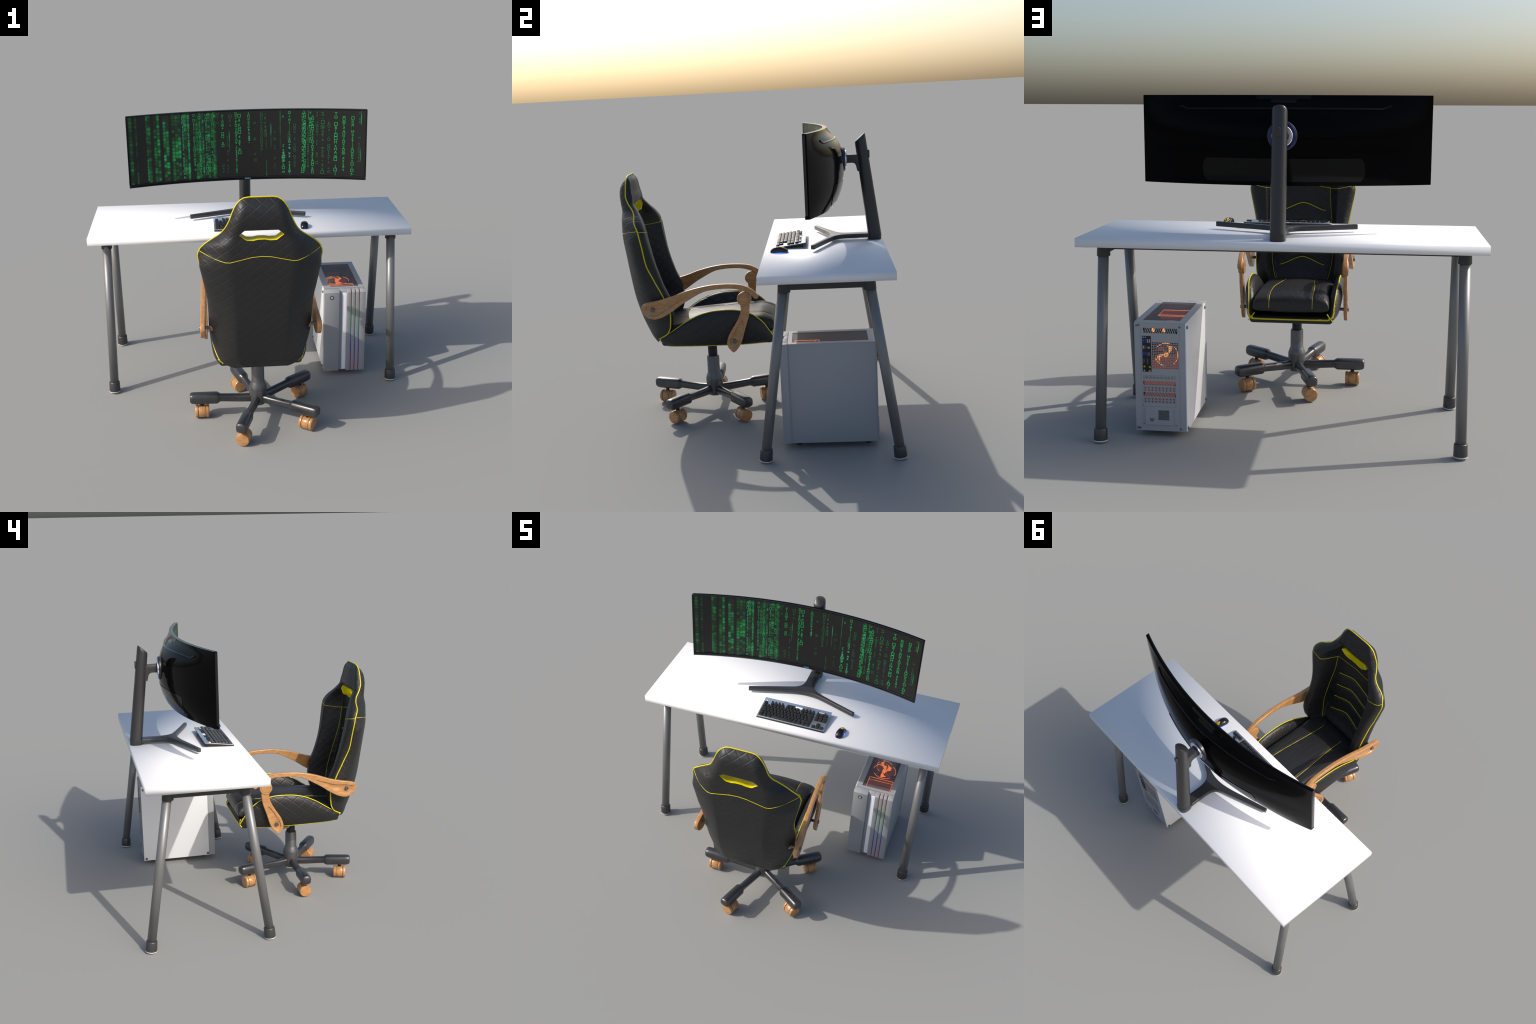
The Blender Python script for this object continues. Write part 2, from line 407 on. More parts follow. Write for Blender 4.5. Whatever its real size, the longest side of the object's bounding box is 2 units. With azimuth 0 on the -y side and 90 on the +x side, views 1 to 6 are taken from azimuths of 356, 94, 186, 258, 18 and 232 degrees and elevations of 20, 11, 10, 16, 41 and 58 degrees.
yB_fn = curve_fn([(0.475, -0.655), (0.51, -0.668), (0.57, -0.692), (0.67, -0.727), (0.80, -0.758), (1.0, -0.783), (1.17, -0.797), (1.282, -0.797),
                  (1.34, -0.806), (1.395, -0.810), (1.43, -0.806), (1.465, -0.790), (1.49, -0.768), (1.50, -0.758)])
yC_fn = curve_fn([(0.475, -0.65), (0.52, -0.615), (0.576, -0.615), (0.65, -0.655), (0.725, -0.684), (0.84, -0.706), (0.95, -0.725), (1.07, -0.741), (1.18, -0.748), (1.26, -0.745),
                  (1.32, -0.735), (1.37, -0.722), (1.41, -0.730), (1.46, -0.736), (1.485, -0.744), (1.50, -0.756)])
yP_fn = curve_fn([(0.475, -0.655), (0.52, -0.585), (0.57, -0.535), (0.66, -0.510), (0.74, -0.516), (0.85, -0.558), (1.0, -0.602), (1.10, -0.621), (1.20, -0.640), (1.25, -0.662),
                  (1.30, -0.695), (1.345, -0.722), (1.37, -0.724), (1.41, -0.731), (1.46, -0.737), (1.485, -0.745), (1.50, -0.756)])
xP_fn = curve_fn([(0.475, 0.10), (0.54, 0.135), (0.575, 0.158), (0.65, 0.182), (0.74, 0.193), (0.86, 0.190), (0.96, 0.184), (1.06, 0.175), (1.18, 0.170), (1.26, 0.150), (1.32, 0.12), (1.38, 0.10), (1.50, 0.07)])
ZB, ZT = 0.475, 1.500
CHEV = [1.068, 0.952, 0.840, 0.725]
def chev_z(z0, ax): return z0 - 0.040 * sstep(ax / 0.155) - 0.012 * (ax / 0.14)
def end_round(z):
    t = min((ZT - z) / 0.030, 1.0); b = min((z - ZB) / 0.055, 1.0)
    return math.sqrt(max(0.0, 1 - (1 - t) ** 2)) * math.sqrt(max(0.0, 1 - (1 - b) ** 2))
def back_front(x, z):
    w = w_fn(z); a = min(abs(x) / w, 1.0); up = min(xP_fn(z) / w, 0.7) * 0.95; ub = 0.86
    yc, yp, ys = yC_fn(z), yP_fn(z), yS_fn(z)
    if a <= up:
        y = yc + 0.005 * math.cos(PI / 2 * a / up)
    elif a < ub:
        y = yc + 0.0 + (yp - yc) * sstep((a - up) / ((ub - up) * 0.62)) ** 0.85
    else:
        y = ys + (yp - ys) * math.sqrt(max(0, 1 - ((a - ub) / (1 - ub)) ** 2))
    for z0 in CHEV:
        if abs(x) < 0.15:
            y -= 0.007 * math.exp(-((z - chev_z(z0, abs(x))) / 0.010) ** 2) * sstep((0.15 - abs(x)) / 0.02)
    return ys + (y - ys) * end_round(z)
def back_rear(x, z):
    w = w_fn(z); a = min(abs(x) / w, 1.0); ur = 0.48 + 0.08 * sstep((z - 1.2) / 0.12)
    yb, ys = yB_fn(z), yS_fn(z)
    t = max(0.0, (a - ur) / (1 - ur))
    g = (1 - t ** (1.85 + 0.9 * sstep((z - 1.2) / 0.12))) if t < 1 else 0.0
    y = ys + (yb - ys) * g
    y += 0.007 * math.exp(-((x / 0.15) ** 4 + ((z - 1.308) / 0.045) ** 2))    # dished around the handle
    return ys + (y - ys) * end_round(z)
NU, NV = 104, 190
us = [math.sin(-PI / 2 + PI * i / NU) * 0.55 + (-1 + 2 * i / NU) * 0.45 for i in range(NU + 1)]
zs = []
for j in range(NV + 1):
    t = j / NV
    zs.append(ZB + (ZT - ZB) * (0.8 * t + 0.2 * (0.5 - 0.5 * math.cos(PI * t))))
A = lambda i, j: (CX + us[i] * w_fn(zs[j]), back_front(us[i] * w_fn(zs[j]), zs[j]), zs[j])
def flank(u, z):
    """The side flanks swell a little wider than the seam below the shoulders."""
    t = max(0.0, (abs(u) - 0.52) / 0.48)
    return math.copysign(0.036 * math.sin(PI * t ** 2.0) * sstep((1.2 - z) / 0.1) * (0.45 + 0.55 * sstep((z - 0.52) / 0.18)), u)
B = lambda i, j: (CX + us[i] * w_fn(zs[j]) + flank(us[i], zs[j]), back_rear(us[i] * w_fn(zs[j]), zs[j]), zs[j])
back_me = mesh("backrest", *grid_shell(NU, NV, A, B))
hole = [(0.120, 1.309), (0.088, 1.336), (-0.088, 1.336), (-0.120, 1.309), (-0.080, 1.277), (-0.046, 1.275), (-0.018, 1.281), (0.018, 1.281), (0.046, 1.275), (0.080, 1.277)]
cutter = bpy.data.objects.new("cutter", mesh("cutter", *prism_vf([(CX + x, z) for x, z in hole], "y", -0.95, -0.60)))
tmp = bpy.data.objects.new("tmp", back_me)
for o in (cutter, tmp): bpy.context.collection.objects.link(o)
md = tmp.modifiers.new("cut", "BOOLEAN"); md.operation = "DIFFERENCE"; md.object = cutter; md.solver = "EXACT"
dg = bpy.context.evaluated_depsgraph_get()
back_cut = bpy.data.meshes.new_from_object(tmp.evaluated_get(dg))
bpy.data.objects.remove(tmp); bpy.data.objects.remove(cutter)
backrest = link("backrest", back_cut, M["leather_quilt"], chair, 50)

# piping all round the backrest seam, stitches on both faces
seam = [(CX + w_fn(z), yS_fn(z), z) for z in zs] + [(CX + w_fn(ZT) * (1 - 2 * k / 12), yS_fn(ZT), ZT) for k in range(1, 12)] + [(CX - w_fn(z), yS_fn(z), z) for z in reversed(zs)]
seam = [(CX + (x - CX) * 1.004, y, z + (0.002 if z > 1.49 else 0)) for x, y, z in seam]
seam = [q for q in seam if q[2] > 0.522]
tube("backrest_piping", seam[::2], 0.0038, M["yellow"], backrest, 8)
def on_front(pts, lift=0.0008): return [(CX + x, back_front(x, z) + lift, z) for x, z in pts]
def on_rear(pts, lift=0.0008): return [(CX + x, back_rear(x, z) - lift, z) for x, z in pts]
def poly(pts, n=24):
    out = []
    for (a, b), (c, d) in zip(pts[:-1], pts[1:]):
        out += [(a + (c - a) * k / n, b + (d - b) * k / n) for k in range(n)]
    return out + [pts[-1]]
yoke = [(-0.3255, 1.190), (-0.2, 1.164), (-0.176, 1.161), (-0.08, 1.178), (0.0, 1.1915), (0.08, 1.178), (0.176, 1.161), (0.2, 1.164), (0.3255, 1.190)]
yoke_b = [(-0.3245, 1.195), (-0.19, 1.163), (-0.165, 1.163), (-0.05, 1.189), (0.0, 1.193), (0.05, 1.189), (0.165, 1.163), (0.19, 1.163), (0.3245, 1.195)]
sts = [tube_vf(on_rear(poly(yoke_b)), 0.0017, 6), tube_vf(on_front(poly(yoke)), 0.0016, 6)]
for s in (-1, 1):
    sts.append(tube_vf(on_front([(s * xP_fn(z), z) for z in [0.575 + (1.165 - 0.575) * k / 60 for k in range(61)]], 0.0), 0.0016, 6))
bot_line = [(x, 0.575 - 0.035 * (1 - (x / 0.158) ** 4)) for x in [-0.158 + 0.316 * k / 40 for k in range(41)]]
sts.append(tube_vf(on_front(bot_line), 0.0016, 6))
st = link("backrest_stitching", mesh("backrest_stitching", *merge(sts)), M["yellow"], backrest, 60)
for z0 in CHEV:
    pts = [(x, chev_z(z0, abs(x))) for x in [-0.14 + 0.28 * k / 48 for k in range(49)]]
    tube("chevron_trim", on_front(pts, 0.0012), 0.0030, M["yellow"], backrest, 8)

# handle opening lining
hs = [(CX + p.x, p.y) for p in [Vector((x, z)) for x, z in hole]]
inner = [(CX + x * 0.96, 1.309 + (z - 1.309) * 0.87) for x, z in hole]
yb0, yf0 = -0.789, -0.722
V, F = [], []
n = len(hole)
rings = [(hs, yb0 + 0.016), (hs, yb0 + 0.002), ([((a[0] + b[0]) / 2, (a[1] + b[1]) / 2) for a, b in zip(hs, inner)], yb0 - 0.004), (inner, yb0 + 0.006),
         (inner, yf0 - 0.008), ([((a[0] + b[0]) / 2, (a[1] + b[1]) / 2) for a, b in zip(hs, inner)], yf0 + 0.006), (hs, yf0), (hs, yf0 - 0.016)]
for ring, y in rings:
    V += [(a, y, b) for a, b in ring]
for k in range(len(rings)):
    k2 = (k + 1) % len(rings)
    for i in range(n):
        F.append([k * n + i, k * n + (i + 1) % n, k2 * n + (i + 1) % n, k2 * n + i])
me = mesh("handle_rim", V, F); bevel_mesh(me, 0.004, 2, 40)
link("handle_rim", me, M["yellow_gloss"], backrest, 70)

# ---- seat: tub, two side wings, cushion
seat = link("seat", bevel_mesh(mesh("seat", *box_vf((CX - 0.236, -0.598, 0.468), (CX + 0.236, 0.084, 0.510))), 0.020, 4), M["leather"], chair, 50)
wt_fn = curve_fn([(-0.607, 0.520), (-0.57, 0.538), (-0.49, 0.588), (-0.42, 0.633), (-0.33, 0.672), (-0.25, 0.687), (-0.17, 0.690), (-0.11, 0.684), (-0.042, 0.660), (0.025, 0.604), (0.065, 0.545), (0.088, 0.510)])
wb_fn = curve_fn([(-0.607, 0.515), (-0.597, 0.490), (-0.575, 0.474), (-0.545, 0.469), (-0.2, 0.469), (0.04, 0.473), (0.072, 0.485), (0.088, 0.506)])
ws_fn = curve_fn([(-0.607, 0.232), (-0.5, 0.252), (-0.3, 0.262), (-0.1, 0.260), (0.02, 0.246), (0.088, 0.236)])
def wing_point(s, t, side, outer):
    y = -0.607 + 0.695 * s
    z = wb_fn(y) + (wt_fn(y) - wb_fn(y)) * t
    e = math.sqrt(max(0, 1 - abs(2 * t - 1) ** 2.6)) * math.sqrt(max(0, 1 - abs(2 * s - 1) ** 5))
    x = ws_fn(y) + (0.024 if outer else -0.042) * e - 0.020 * (1 - t) ** 2
    return (CX + side * x, y, z)
NS, NT = 60, 24
for side in (-1, 1):
    ss = [0.5 - 0.5 * math.cos(PI * i / NS) for i in range(NS + 1)]; tt = [0.5 - 0.5 * math.cos(PI * j / NT) for j in range(NT + 1)]
    Aw = lambda i, j: wing_point(ss[i], tt[j], side, True)
    Bw = lambda i, j: wing_point(ss[i], tt[j], side, False)
    wing = link("seat_bolster", mesh("seat_bolster", *grid_shell(NS, NT, Aw, Bw)), M["leather_wing"], seat, 60)
    loop = [wing_point(s, 1.0, side, True) for s in ss] + [wing_point(s, 0.0, side, True) for s in reversed(ss[:-1])]
    loop = [(x + side * 0.001, y, z) for x, y, z in loop]
    tube("bolster_piping", loop, 0.0037, M["yellow"], wing, 8, closed=True)
    # corner crossings, front and rear
    tube("corner_piping", spline([(CX + side * 0.241, 0.078, 0.484), (CX + side * 0.224, 0.089, 0.505), (CX + side * 0.205, 0.078, 0.528)], 6), 0.0032, M["yellow"], seat, 8)
    tube("corner_piping", spline([(CX + side * 0.240, -0.600, 0.520), (CX + side * 0.222, -0.603, 0.502), (CX + side * 0.19, -0.603, 0.490), (CX + side * 0.15, -0.600, 0.484)], 6), 0.004, M["yellow"], seat, 8)
tube("front_piping", spline([(CX - 0.244, 0.070, 0.545), (CX - 0.235, 0.083, 0.515), (CX - 0.215, 0.089, 0.501), (CX - 0.18, 0.090, 0.496), (CX + 0.18, 0.090, 0.496), (CX + 0.215, 0.089, 0.501), (CX + 0.235, 0.083, 0.515), (CX + 0.244, 0.070, 0.545)], 8), 0.0045, M["yellow"], seat, 8)
cush_fn = curve_fn([(-0.53, 0.603), (-0.42, 0.616), (-0.30, 0.627), (-0.10, 0.640), (0.0, 0.640), (0.06, 0.630)])
def stitch_x(y): return 0.122 - 0.030 * sstep((-y - 0.05) / 0.5)
def cushion_z(x, y):
    ex = max(0, 1 - abs(x / 0.216) ** 9) ** 0.36
    v = (y + 0.2625) / 0.3575
    ey = max(0, 1 - abs(v) ** 14) ** 0.36
    crown = cush_fn(y) - 0.560 + 0.009 * math.cos(min(abs(x) / 0.125, 1.0) * PI / 2)
    dip = 0.005 * math.exp(-((abs(x) - stitch_x(y)) / 0.007) ** 2)
    return 0.560 + (crown - dip) * ex * ey
NX, NY = 84, 84
cxs = [0.216 * (0.6 * math.sin(-PI / 2 + PI * i / NX) + 0.4 * (-1 + 2 * i / NX)) for i in range(NX + 1)]
cys = [-0.2625 + 0.3575 * (0.75 * math.sin(-PI / 2 + PI * i / NY) + 0.25 * (-1 + 2 * i / NY)) for i in range(NY + 1)]
cush = link("seat_cushion", mesh("seat_cushion", *grid_shell(NX, NY, lambda i, j: (CX + cxs[i], cys[j], cushion_z(cxs[i], cys[j])), lambda i, j: (CX + cxs[i], cys[j], 0.560 - 0.034 * (cushion_z(cxs[i], cys[j]) - 0.560) / 0.08))), M["leather_seat"], seat, 65)
for s in (-1, 1):
    pts = [(CX + s * stitch_x(y), y, cushion_z(stitch_x(y), y) + 0.0008) for y in cys if y > -0.56]
    tube("seat_stitching", pts, 0.0013, M["yellow"], cush, 6)
box("seat_mechanism", (CX - 0.075, -0.43, 0.440), (CX + 0.075, -0.20, 0.470), M["rubber"], chair, 0.006)
link("tilt_lever", bevel_mesh(mesh("tilt_lever", *prism_vf(spline([(CX - 0.10, -0.150), (CX - 0.17, -0.165), (CX - 0.195, -0.215), (CX - 0.17, -0.265), (CX - 0.10, -0.28), (CX - 0.13, -0.215)], 5, True), "z", 0.427, 0.440)), 0.003), M["wood"], chair, 40)
tube("lever_rod", [(CX - 0.05, -0.215, 0.448), (CX - 0.14, -0.215, 0.437)], 0.006, M["bolt"], chair, 10)

# ---- armrests
arm_top = [(-0.683, 0.722), (-0.685, 0.738), (-0.672, 0.756), (-0.648, 0.766), (-0.58, 0.778), (-0.502, 0.7965), (-0.411, 0.828), (-0.311, 0.851), (-0.222, 0.859), (-0.134, 0.857), (-0.076, 0.847), (-0.028, 0.822), (0.002, 0.794), (0.011, 0.775), (0.003, 0.763), (-0.012, 0.765)]
arm_bot = [(-0.030, 0.785), (-0.062, 0.806), (-0.1015, 0.822), (-0.155, 0.831), (-0.2335, 0.830), (-0.313, 0.817), (-0.395, 0.776), (-0.45, 0.743), (-0.498, 0.710), (-0.550, 0.680), (-0.59, 0.667), (-0.616, 0.665), (-0.650, 0.676), (-0.672, 0.698)]
sup_out = [(-0.094, 0.735), (-0.046, 0.735), (-0.0465, 0.69), (-0.053, 0.650), (-0.0768, 0.580), (-0.0951, 0.519), (-0.112, 0.482), (-0.1284, 0.459), (-0.146, 0.443), (-0.157, 0.4415), (-0.170, 0.455), (-0.1824, 0.4712), (-0.189, 0.492), (-0.1869, 0.5124), (-0.1725, 0.5528), (-0.1343, 0.6126), (-0.1067, 0.6624), (-0.096, 0.70)]
def carved(name, outline, x0, x1, tear):
    """Wooden blade with a sunk panel on both faces, leaving a raised rim."""
    me = mesh(name, *prism_vf(outline, "x", x0, x1))
    bm = bmesh.new(); bm.from_mesh(me)
    big = sorted(bm.faces, key=lambda f: -f.calc_area())[:2]
    for f in big:
        bmesh.ops.inset_individual(bm, faces=[f], thickness=0.0045, depth=0.0)
    rims = [e for e in bm.edges if len(e.link_faces) == 2 and e.calc_face_angle(0) > 1.0]
    bmesh.ops.bevel(bm, geom=rims, offset=0.0042, segments=3, profile=0.5, affect="EDGES")
    bm.to_mesh(me); bm.free()
    drop = [(p.x, p.y) for p in spline(tear, 5, True)]; n = len(drop)
    mc = Vector((sum(a for a, b in drop) / n, sum(b for a, b in drop) / n))
    V = []
    for k, sh in ((0.0, 0.010), (1.0, -0.0005)):
        for a, b in drop:
            d = mc - Vector((a, b)); d = d.normalized() * min(sh, d.length * 0.6)
            V.append((x1 - 0.006 + 0.009 * k, a + d.x, b + d.y))
    F = [list(range(n))[::-1], [n + q for q in range(n)]] + [[q, (q + 1) % n, n + (q + 1) % n, n + q] for q in range(n)]
    a_o = bpy.data.objects.new("tmp_a", me); c_o = bpy.data.objects.new("tmp_c", mesh("tmp_c", V, F))
    for o in (a_o, c_o): bpy.context.collection.objects.link(o)
    md = a_o.modifiers.new("cut", "BOOLEAN"); md.operation = "DIFFERENCE"; md.object = c_o; md.solver = "EXACT"
    out = bpy.data.meshes.new_from_object(a_o.evaluated_get(bpy.context.evaluated_depsgraph_get()))
    for o in (a_o, c_o): bpy.data.objects.remove(o)
    return out
arm_tear = [(-0.664, 0.726), (-0.652, 0.744), (-0.60, 0.753), (-0.52, 0.763), (-0.44, 0.787), (-0.40, 0.799), (-0.46, 0.764), (-0.52, 0.722), (-0.565, 0.696), (-0.61, 0.682), (-0.645, 0.696)]
sup_tear = [(-0.088, 0.640), (-0.078, 0.605), (-0.100, 0.530), (-0.132, 0.473), (-0.155, 0.460), (-0.174, 0.487), (-0.164, 0.535), (-0.122, 0.603)]
def toe(me):
    for v in me.vertices:
        y = v.co.y; v.co.x += (0.3005 + 0.019 * min(max((-y - 0.10) / 0.52, 0), 1.1))
    return me
arm_outline = [(p.x, p.y) for p in spline(arm_top + arm_bot, 4, True)]
sup_outline = [(p.x, p.y) for p in spline(sup_out, 4, True)]
disc_me, bolt_r = None, 0.0125
for s in (-1, 1):
    def side(me):
        for v in me.vertices: v.co.x = CX + s * v.co.x
        if s < 0: me.flip_normals()
        me.update(); return me
    arm = link("armrest", side(toe(carved("armrest", arm_outline, -0.0135, 0.0135, arm_tear))), M["wood"], chair, 45)
    link("armrest_support", side(toe(carved("armrest_support", sup_outline, -0.0105, 0.0105, sup_tear))), M["wood"], arm, 45)
    cx = CX + s * 0.300
    lathe("armrest_knob", (cx - s * 0.018, -0.0733, 0.764), (s, 0, 0), [(0, 0.030), (0.001, 0.040), (0.006, 0.0425), (0.030, 0.0425), (0.034, 0.0405), (0.035, 0.037), (0.0345, 0.034), (0.033, 0.033), (0.033, 0.031), (0.0355, 0.029), (0.036, 0.0)], M["wood"], arm, 40, 35)
    for (y, z, xa) in ((-0.617, 0.724, 0.3195), (-0.1435, 0.510, 0.3015)):
        q = CX + s * xa
        lathe("bolt", (q + s * 0.0075, y, z), (s, 0, 0), [(0, bolt_r), (0.0085, bolt_r), (0.0110, 0.011), (0.0115, 0.007), (0.0095, 0.006), (0.0095, 0.0)], M["bolt"], arm, 24, 40)
        lathe("bolt_shank", (q - s * 0.050, y, z), (s, 0, 0), [(0, 0.0095), (0.045, 0.0095)], M["bolt"], arm, 20, 40)
        lathe("mounting_plug", (q - s * 0.080, y, z), (s, 0, 0), [(0, 0.031), (0.012, 0.0285), (0.030, 0.021), (0.042, 0.012), (0.043, 0.0)], M["wood"], arm, 32, 40)

# ---- pedestal
lathe("gas_lift", (CX, -0.32, 0.30), (0, 0, 1), [(0, 0.029), (0.175, 0.029)], M["rubber"], chair)
base = lathe("pedestal", (CX, -0.32, 0.079), (0, 0, 1), [(0, 0.040), (0.004, 0.044), (0.040, 0.0505), (0.108, 0.0525), (0.116, 0.0515), (0.146, 0.041), (0.150, 0.0392), (0.252, 0.0385), (0.257, 0.0365), (0.257, 0.0)], M["column_metal"], chair, 40, 40)
def spoke_mesh():
    secs = [(0.030, 0.118, 0.022, 0.026), (0.100, 0.119, 0.021, 0.0245), (0.228, 0.126, 0.020, 0.0235), (0.236, 0.127, 0.024, 0.027), (0.246, 0.127, 0.031, 0.033),
            (0.252, 0.127, 0.0325, 0.0345), (0.385, 0.1285, 0.0325, 0.0345), (0.402, 0.130, 0.0315, 0.032), (0.410, 0.131, 0.029, 0.028), (0.414, 0.132, 0.024, 0.022)]
    n = 28; V, F = [], []
    for r, z, hw, hh in secs:
        for k in range(n):
            a = 2 * PI * k / n; c, s_ = math.cos(a), math.sin(a)
            pw = 0.72 if s_ > 0 else 0.5
            yy = math.copysign(abs(c) ** 0.8, c) * hw; zz = math.copysign(abs(s_) ** pw, s_) * hh
            V.append((r, yy, z + zz))
    for i in range(len(secs) - 1):
        for k in range(n):
            l = (k + 1) % n; F.append([i * n + k, i * n + l, (i + 1) * n + l, (i + 1) * n + k])
    F.append(list(range(n))[::-1]); F.append([(len(secs) - 1) * n + k for k in range(n)])
    return mesh("spoke", V, F)
WR = 0.0405
wheel_prof = [(-0.0430, 0.0), (-0.0430, 0.030), (-0.0418, 0.0365), (-0.038, 0.0395), (-0.033, WR), (-0.0265, WR), (-0.0248, 0.0385), (-0.0245, 0.0345), (-0.0215, 0.0345), (-0.0210, 0.0385), (-0.018, 0.0398)]
wheel_prof = wheel_prof + [(-t, r) for t, r in reversed(wheel_prof)]
spoke_me, wheel_me, stem_me = spoke_mesh(), mesh("caster_wheel", *lathe_vf((0.342, 0, WR), (1, 0, 0), wheel_prof, 40, False)), mesh("caster_stem", *lathe_vf((0.342, 0, 0.070), (0, 0, 1), [(0, 0.0115), (0.036, 0.0115)], 20))
bm = bmesh.new(); bm.from_mesh(wheel_me); bmesh.ops.remove_doubles(bm, verts=bm.verts, dist=1e-5); bmesh.ops.recalc_face_normals(bm, faces=bm.faces); bm.to_mesh(wheel_me); bm.free()
first = None
for k in range(5):
    if first is None:
        sp_o = link("spoke", spoke_me, M["metal_dark"], base, 50, recenter=False); sp_o.location = Vector((CX, -0.32, 0)) - world_loc(base)
        wh_o = link("caster_wheel", wheel_me, M["wood"], sp_o, 40, recenter=False); wh_o.location = (0, 0, 0)
        st_o = link("caster_stem", stem_me, M["rubber"], sp_o, 40, recenter=False); st_o.location = (0, 0, 0)
        sp_o.rotation_euler = (0, 0, PI); first = (sp_o, wh_o, st_o); loc0 = sp_o.location.copy()
    else:
        s2 = copy_obj(first[0], base, Matrix.Translation(loc0) @ Matrix.Rotation(PI + k * 2 * PI / 5, 4, "Z"))
        for q in first[1:]: copy_obj(q, s2, Matrix.Identity(4))

# ================================================================== MONITOR
MX, MY = 0.0055, 0.432
monitor = empty("monitor", (0.003, 0.66, 1.038), "wide curved black monitor with green code on screen", "monitor")
YAW = Matrix.Translation((MX, MY, 0)) @ Matrix.Rotation(0.0130, 4, "Z")
HW, MZ0, MZ1 = 0.7465, 1.2845, 1.7345
RAD = (HW ** 2 + 0.121 ** 2) / (2 * 0.121)
def arc_y(x): return -(RAD - math.sqrt(RAD * RAD - x * x))
h_fn = curve_fn([(0, 0), (0.05, 0.12), (0.12, 0.38), (0.23, 0.74), (0.36, 0.95), (0.50, 1.0), (0.62, 0.96), (0.74, 0.85), (0.85, 0.70), (0.93, 0.54), (1.0, 0.36)])
def back_y(x, z):
    v = (MZ1 - z) / (MZ1 - MZ0); a = min(abs(x) / HW, 1)
    return arc_y(x) + 0.020 + 0.101 * (1 - a ** (1.25 + 0.6 * sstep((v - 0.5) / 0.4))) * h_fn(v)
def T(p): return tuple(YAW @ Vector(p))
NXm, NZm = 96, 48
mx = [-HW + 2 * HW * i / NXm for i in range(NXm + 1)]; mz = [MZ0 + (MZ1 - MZ0) * j / NZm for j in range(NZm + 1)]
V, F = [], []
n1 = NXm + 1
for z in mz: V += [T((x, arc_y(x), z)) for x in mx]
off = len(V)
for z in mz: V += [T((x, back_y(x, z), z)) for x in mx]
for j in range(NZm):
    for i in range(NXm):
        a = j * n1 + i; F.append([a, a + 1, a + n1 + 1, a + n1]); F.append([off + a, off + a + n1, off + a + n1 + 1, off + a + 1])
for i in range(NXm):
    F.append([i, off + i, off + i + 1, i + 1]); a = NZm * n1 + i; F.append([a, a + 1, off + a + 1, off + a])
for j in range(NZm):
    a = j * n1; F.append([a, a + n1, off + a + n1, off + a]); a = j * n1 + NXm; F.append([a, off + a, off + a + n1, a + n1])
shell = link("monitor_shell", mesh("monitor_shell", V, F), M["gloss_black"], monitor, 40)
# screen sheet, a little proud of the bezel
SX0, SX1, SZ0, SZ1 = -0.7385, 0.7385, 1.3045, 1.7275
def screen_grid():
    V, F = [], []; nx = 80
    for d in (-0.0012, 0.002):
        for z in (SZ0, SZ1): V += [T((SX0 + (SX1 - SX0) * i / nx, arc_y(SX0 + (SX1 - SX0) * i / nx) + d, z)) for i in range(nx + 1)]
    n = nx + 1
    for i in range(nx):
        F += [[i, i + 1, n + i + 1, n + i], [2 * n + i, 3 * n + i, 3 * n + i + 1, 2 * n + i + 1], [i, 2 * n + i, 2 * n + i + 1, i + 1], [n + i, n + i + 1, 3 * n + i + 1, 3 * n + i]]
    F += [[0, n, 3 * n, 2 * n], [nx, 2 * n + nx, 3 * n + nx, n + nx]]
    return V, F
link("screen", mesh("screen", *screen_grid()), M["screen"], shell, 30)
# chin along the lower edge
def strip(name, x0, x1, z_a, z_b, fn, d0, d1, mat, parent, nx=60, bevel=0.0):
    V, F = [], []
    for i in range(nx + 1):
        x = x0 + (x1 - x0) * i / nx
        V += [T((x, fn(x, z_a) + d0, z_a)), T((x, fn(x, z_a) + d1, z_a)), T((x, fn(x, z_b) + d1, z_b)), T((x, fn(x, z_b) + d0, z_b))]
    for i in range(nx):
        for k in range(4):
            F.append([i * 4 + k, i * 4 + (k + 1) % 4, i * 4 + 4 + (k + 1) % 4, i * 4 + 4 + k])
    F += [[0, 1, 2, 3], [nx * 4 + k for k in (3, 2, 1, 0)]]
    me = mesh(name, V, F)
    if bevel: bevel_mesh(me, bevel, 3, 50)
    return link(name, me, mat, parent, 40)
front = lambda x, z: arc_y(x)
strip("bezel_chin", -HW, HW, MZ0 - 0.001, 1.3035, front, -0.007, 0.004, M["dark_bezel"], shell, 80, 0.0035)
strip("bezel_top", -HW, HW, 1.7285, MZ1 + 0.001, front, -0.003, 0.004, M["dark_bezel"], shell, 80, 0.001)
for s in (-1, 1):
    xa = s * (HW + 0.0005); xb = s * 0.7392
    strip("bezel_side", min(xa, xb), max(xa, xb), 1.3030, 1.7290, front, -0.003, 0.012, M["dark_bezel"], shell, 2)
# maker's mark on the chin: a row of small pale dashes
mk = []
for i, wd in enumerate((0.006, 0.005, 0.007, 0.005, 0.006)):
    x = -0.016 + i * 0.0075
    V = [T((x + a, arc_y(x) - 0.0078 + b, z)) for b in (0, 0.001) for a, z in ((0, 1.290), (wd * 0.8, 1.290), (wd * 0.8, 1.2975), (0, 1.2975))]
    mk.append((V, box_vf((0, 0, 0), (1, 1, 1))[1]))
mo = link("logo_mark", mesh("logo_mark", *merge(mk)), M["logo_blue"], shell)

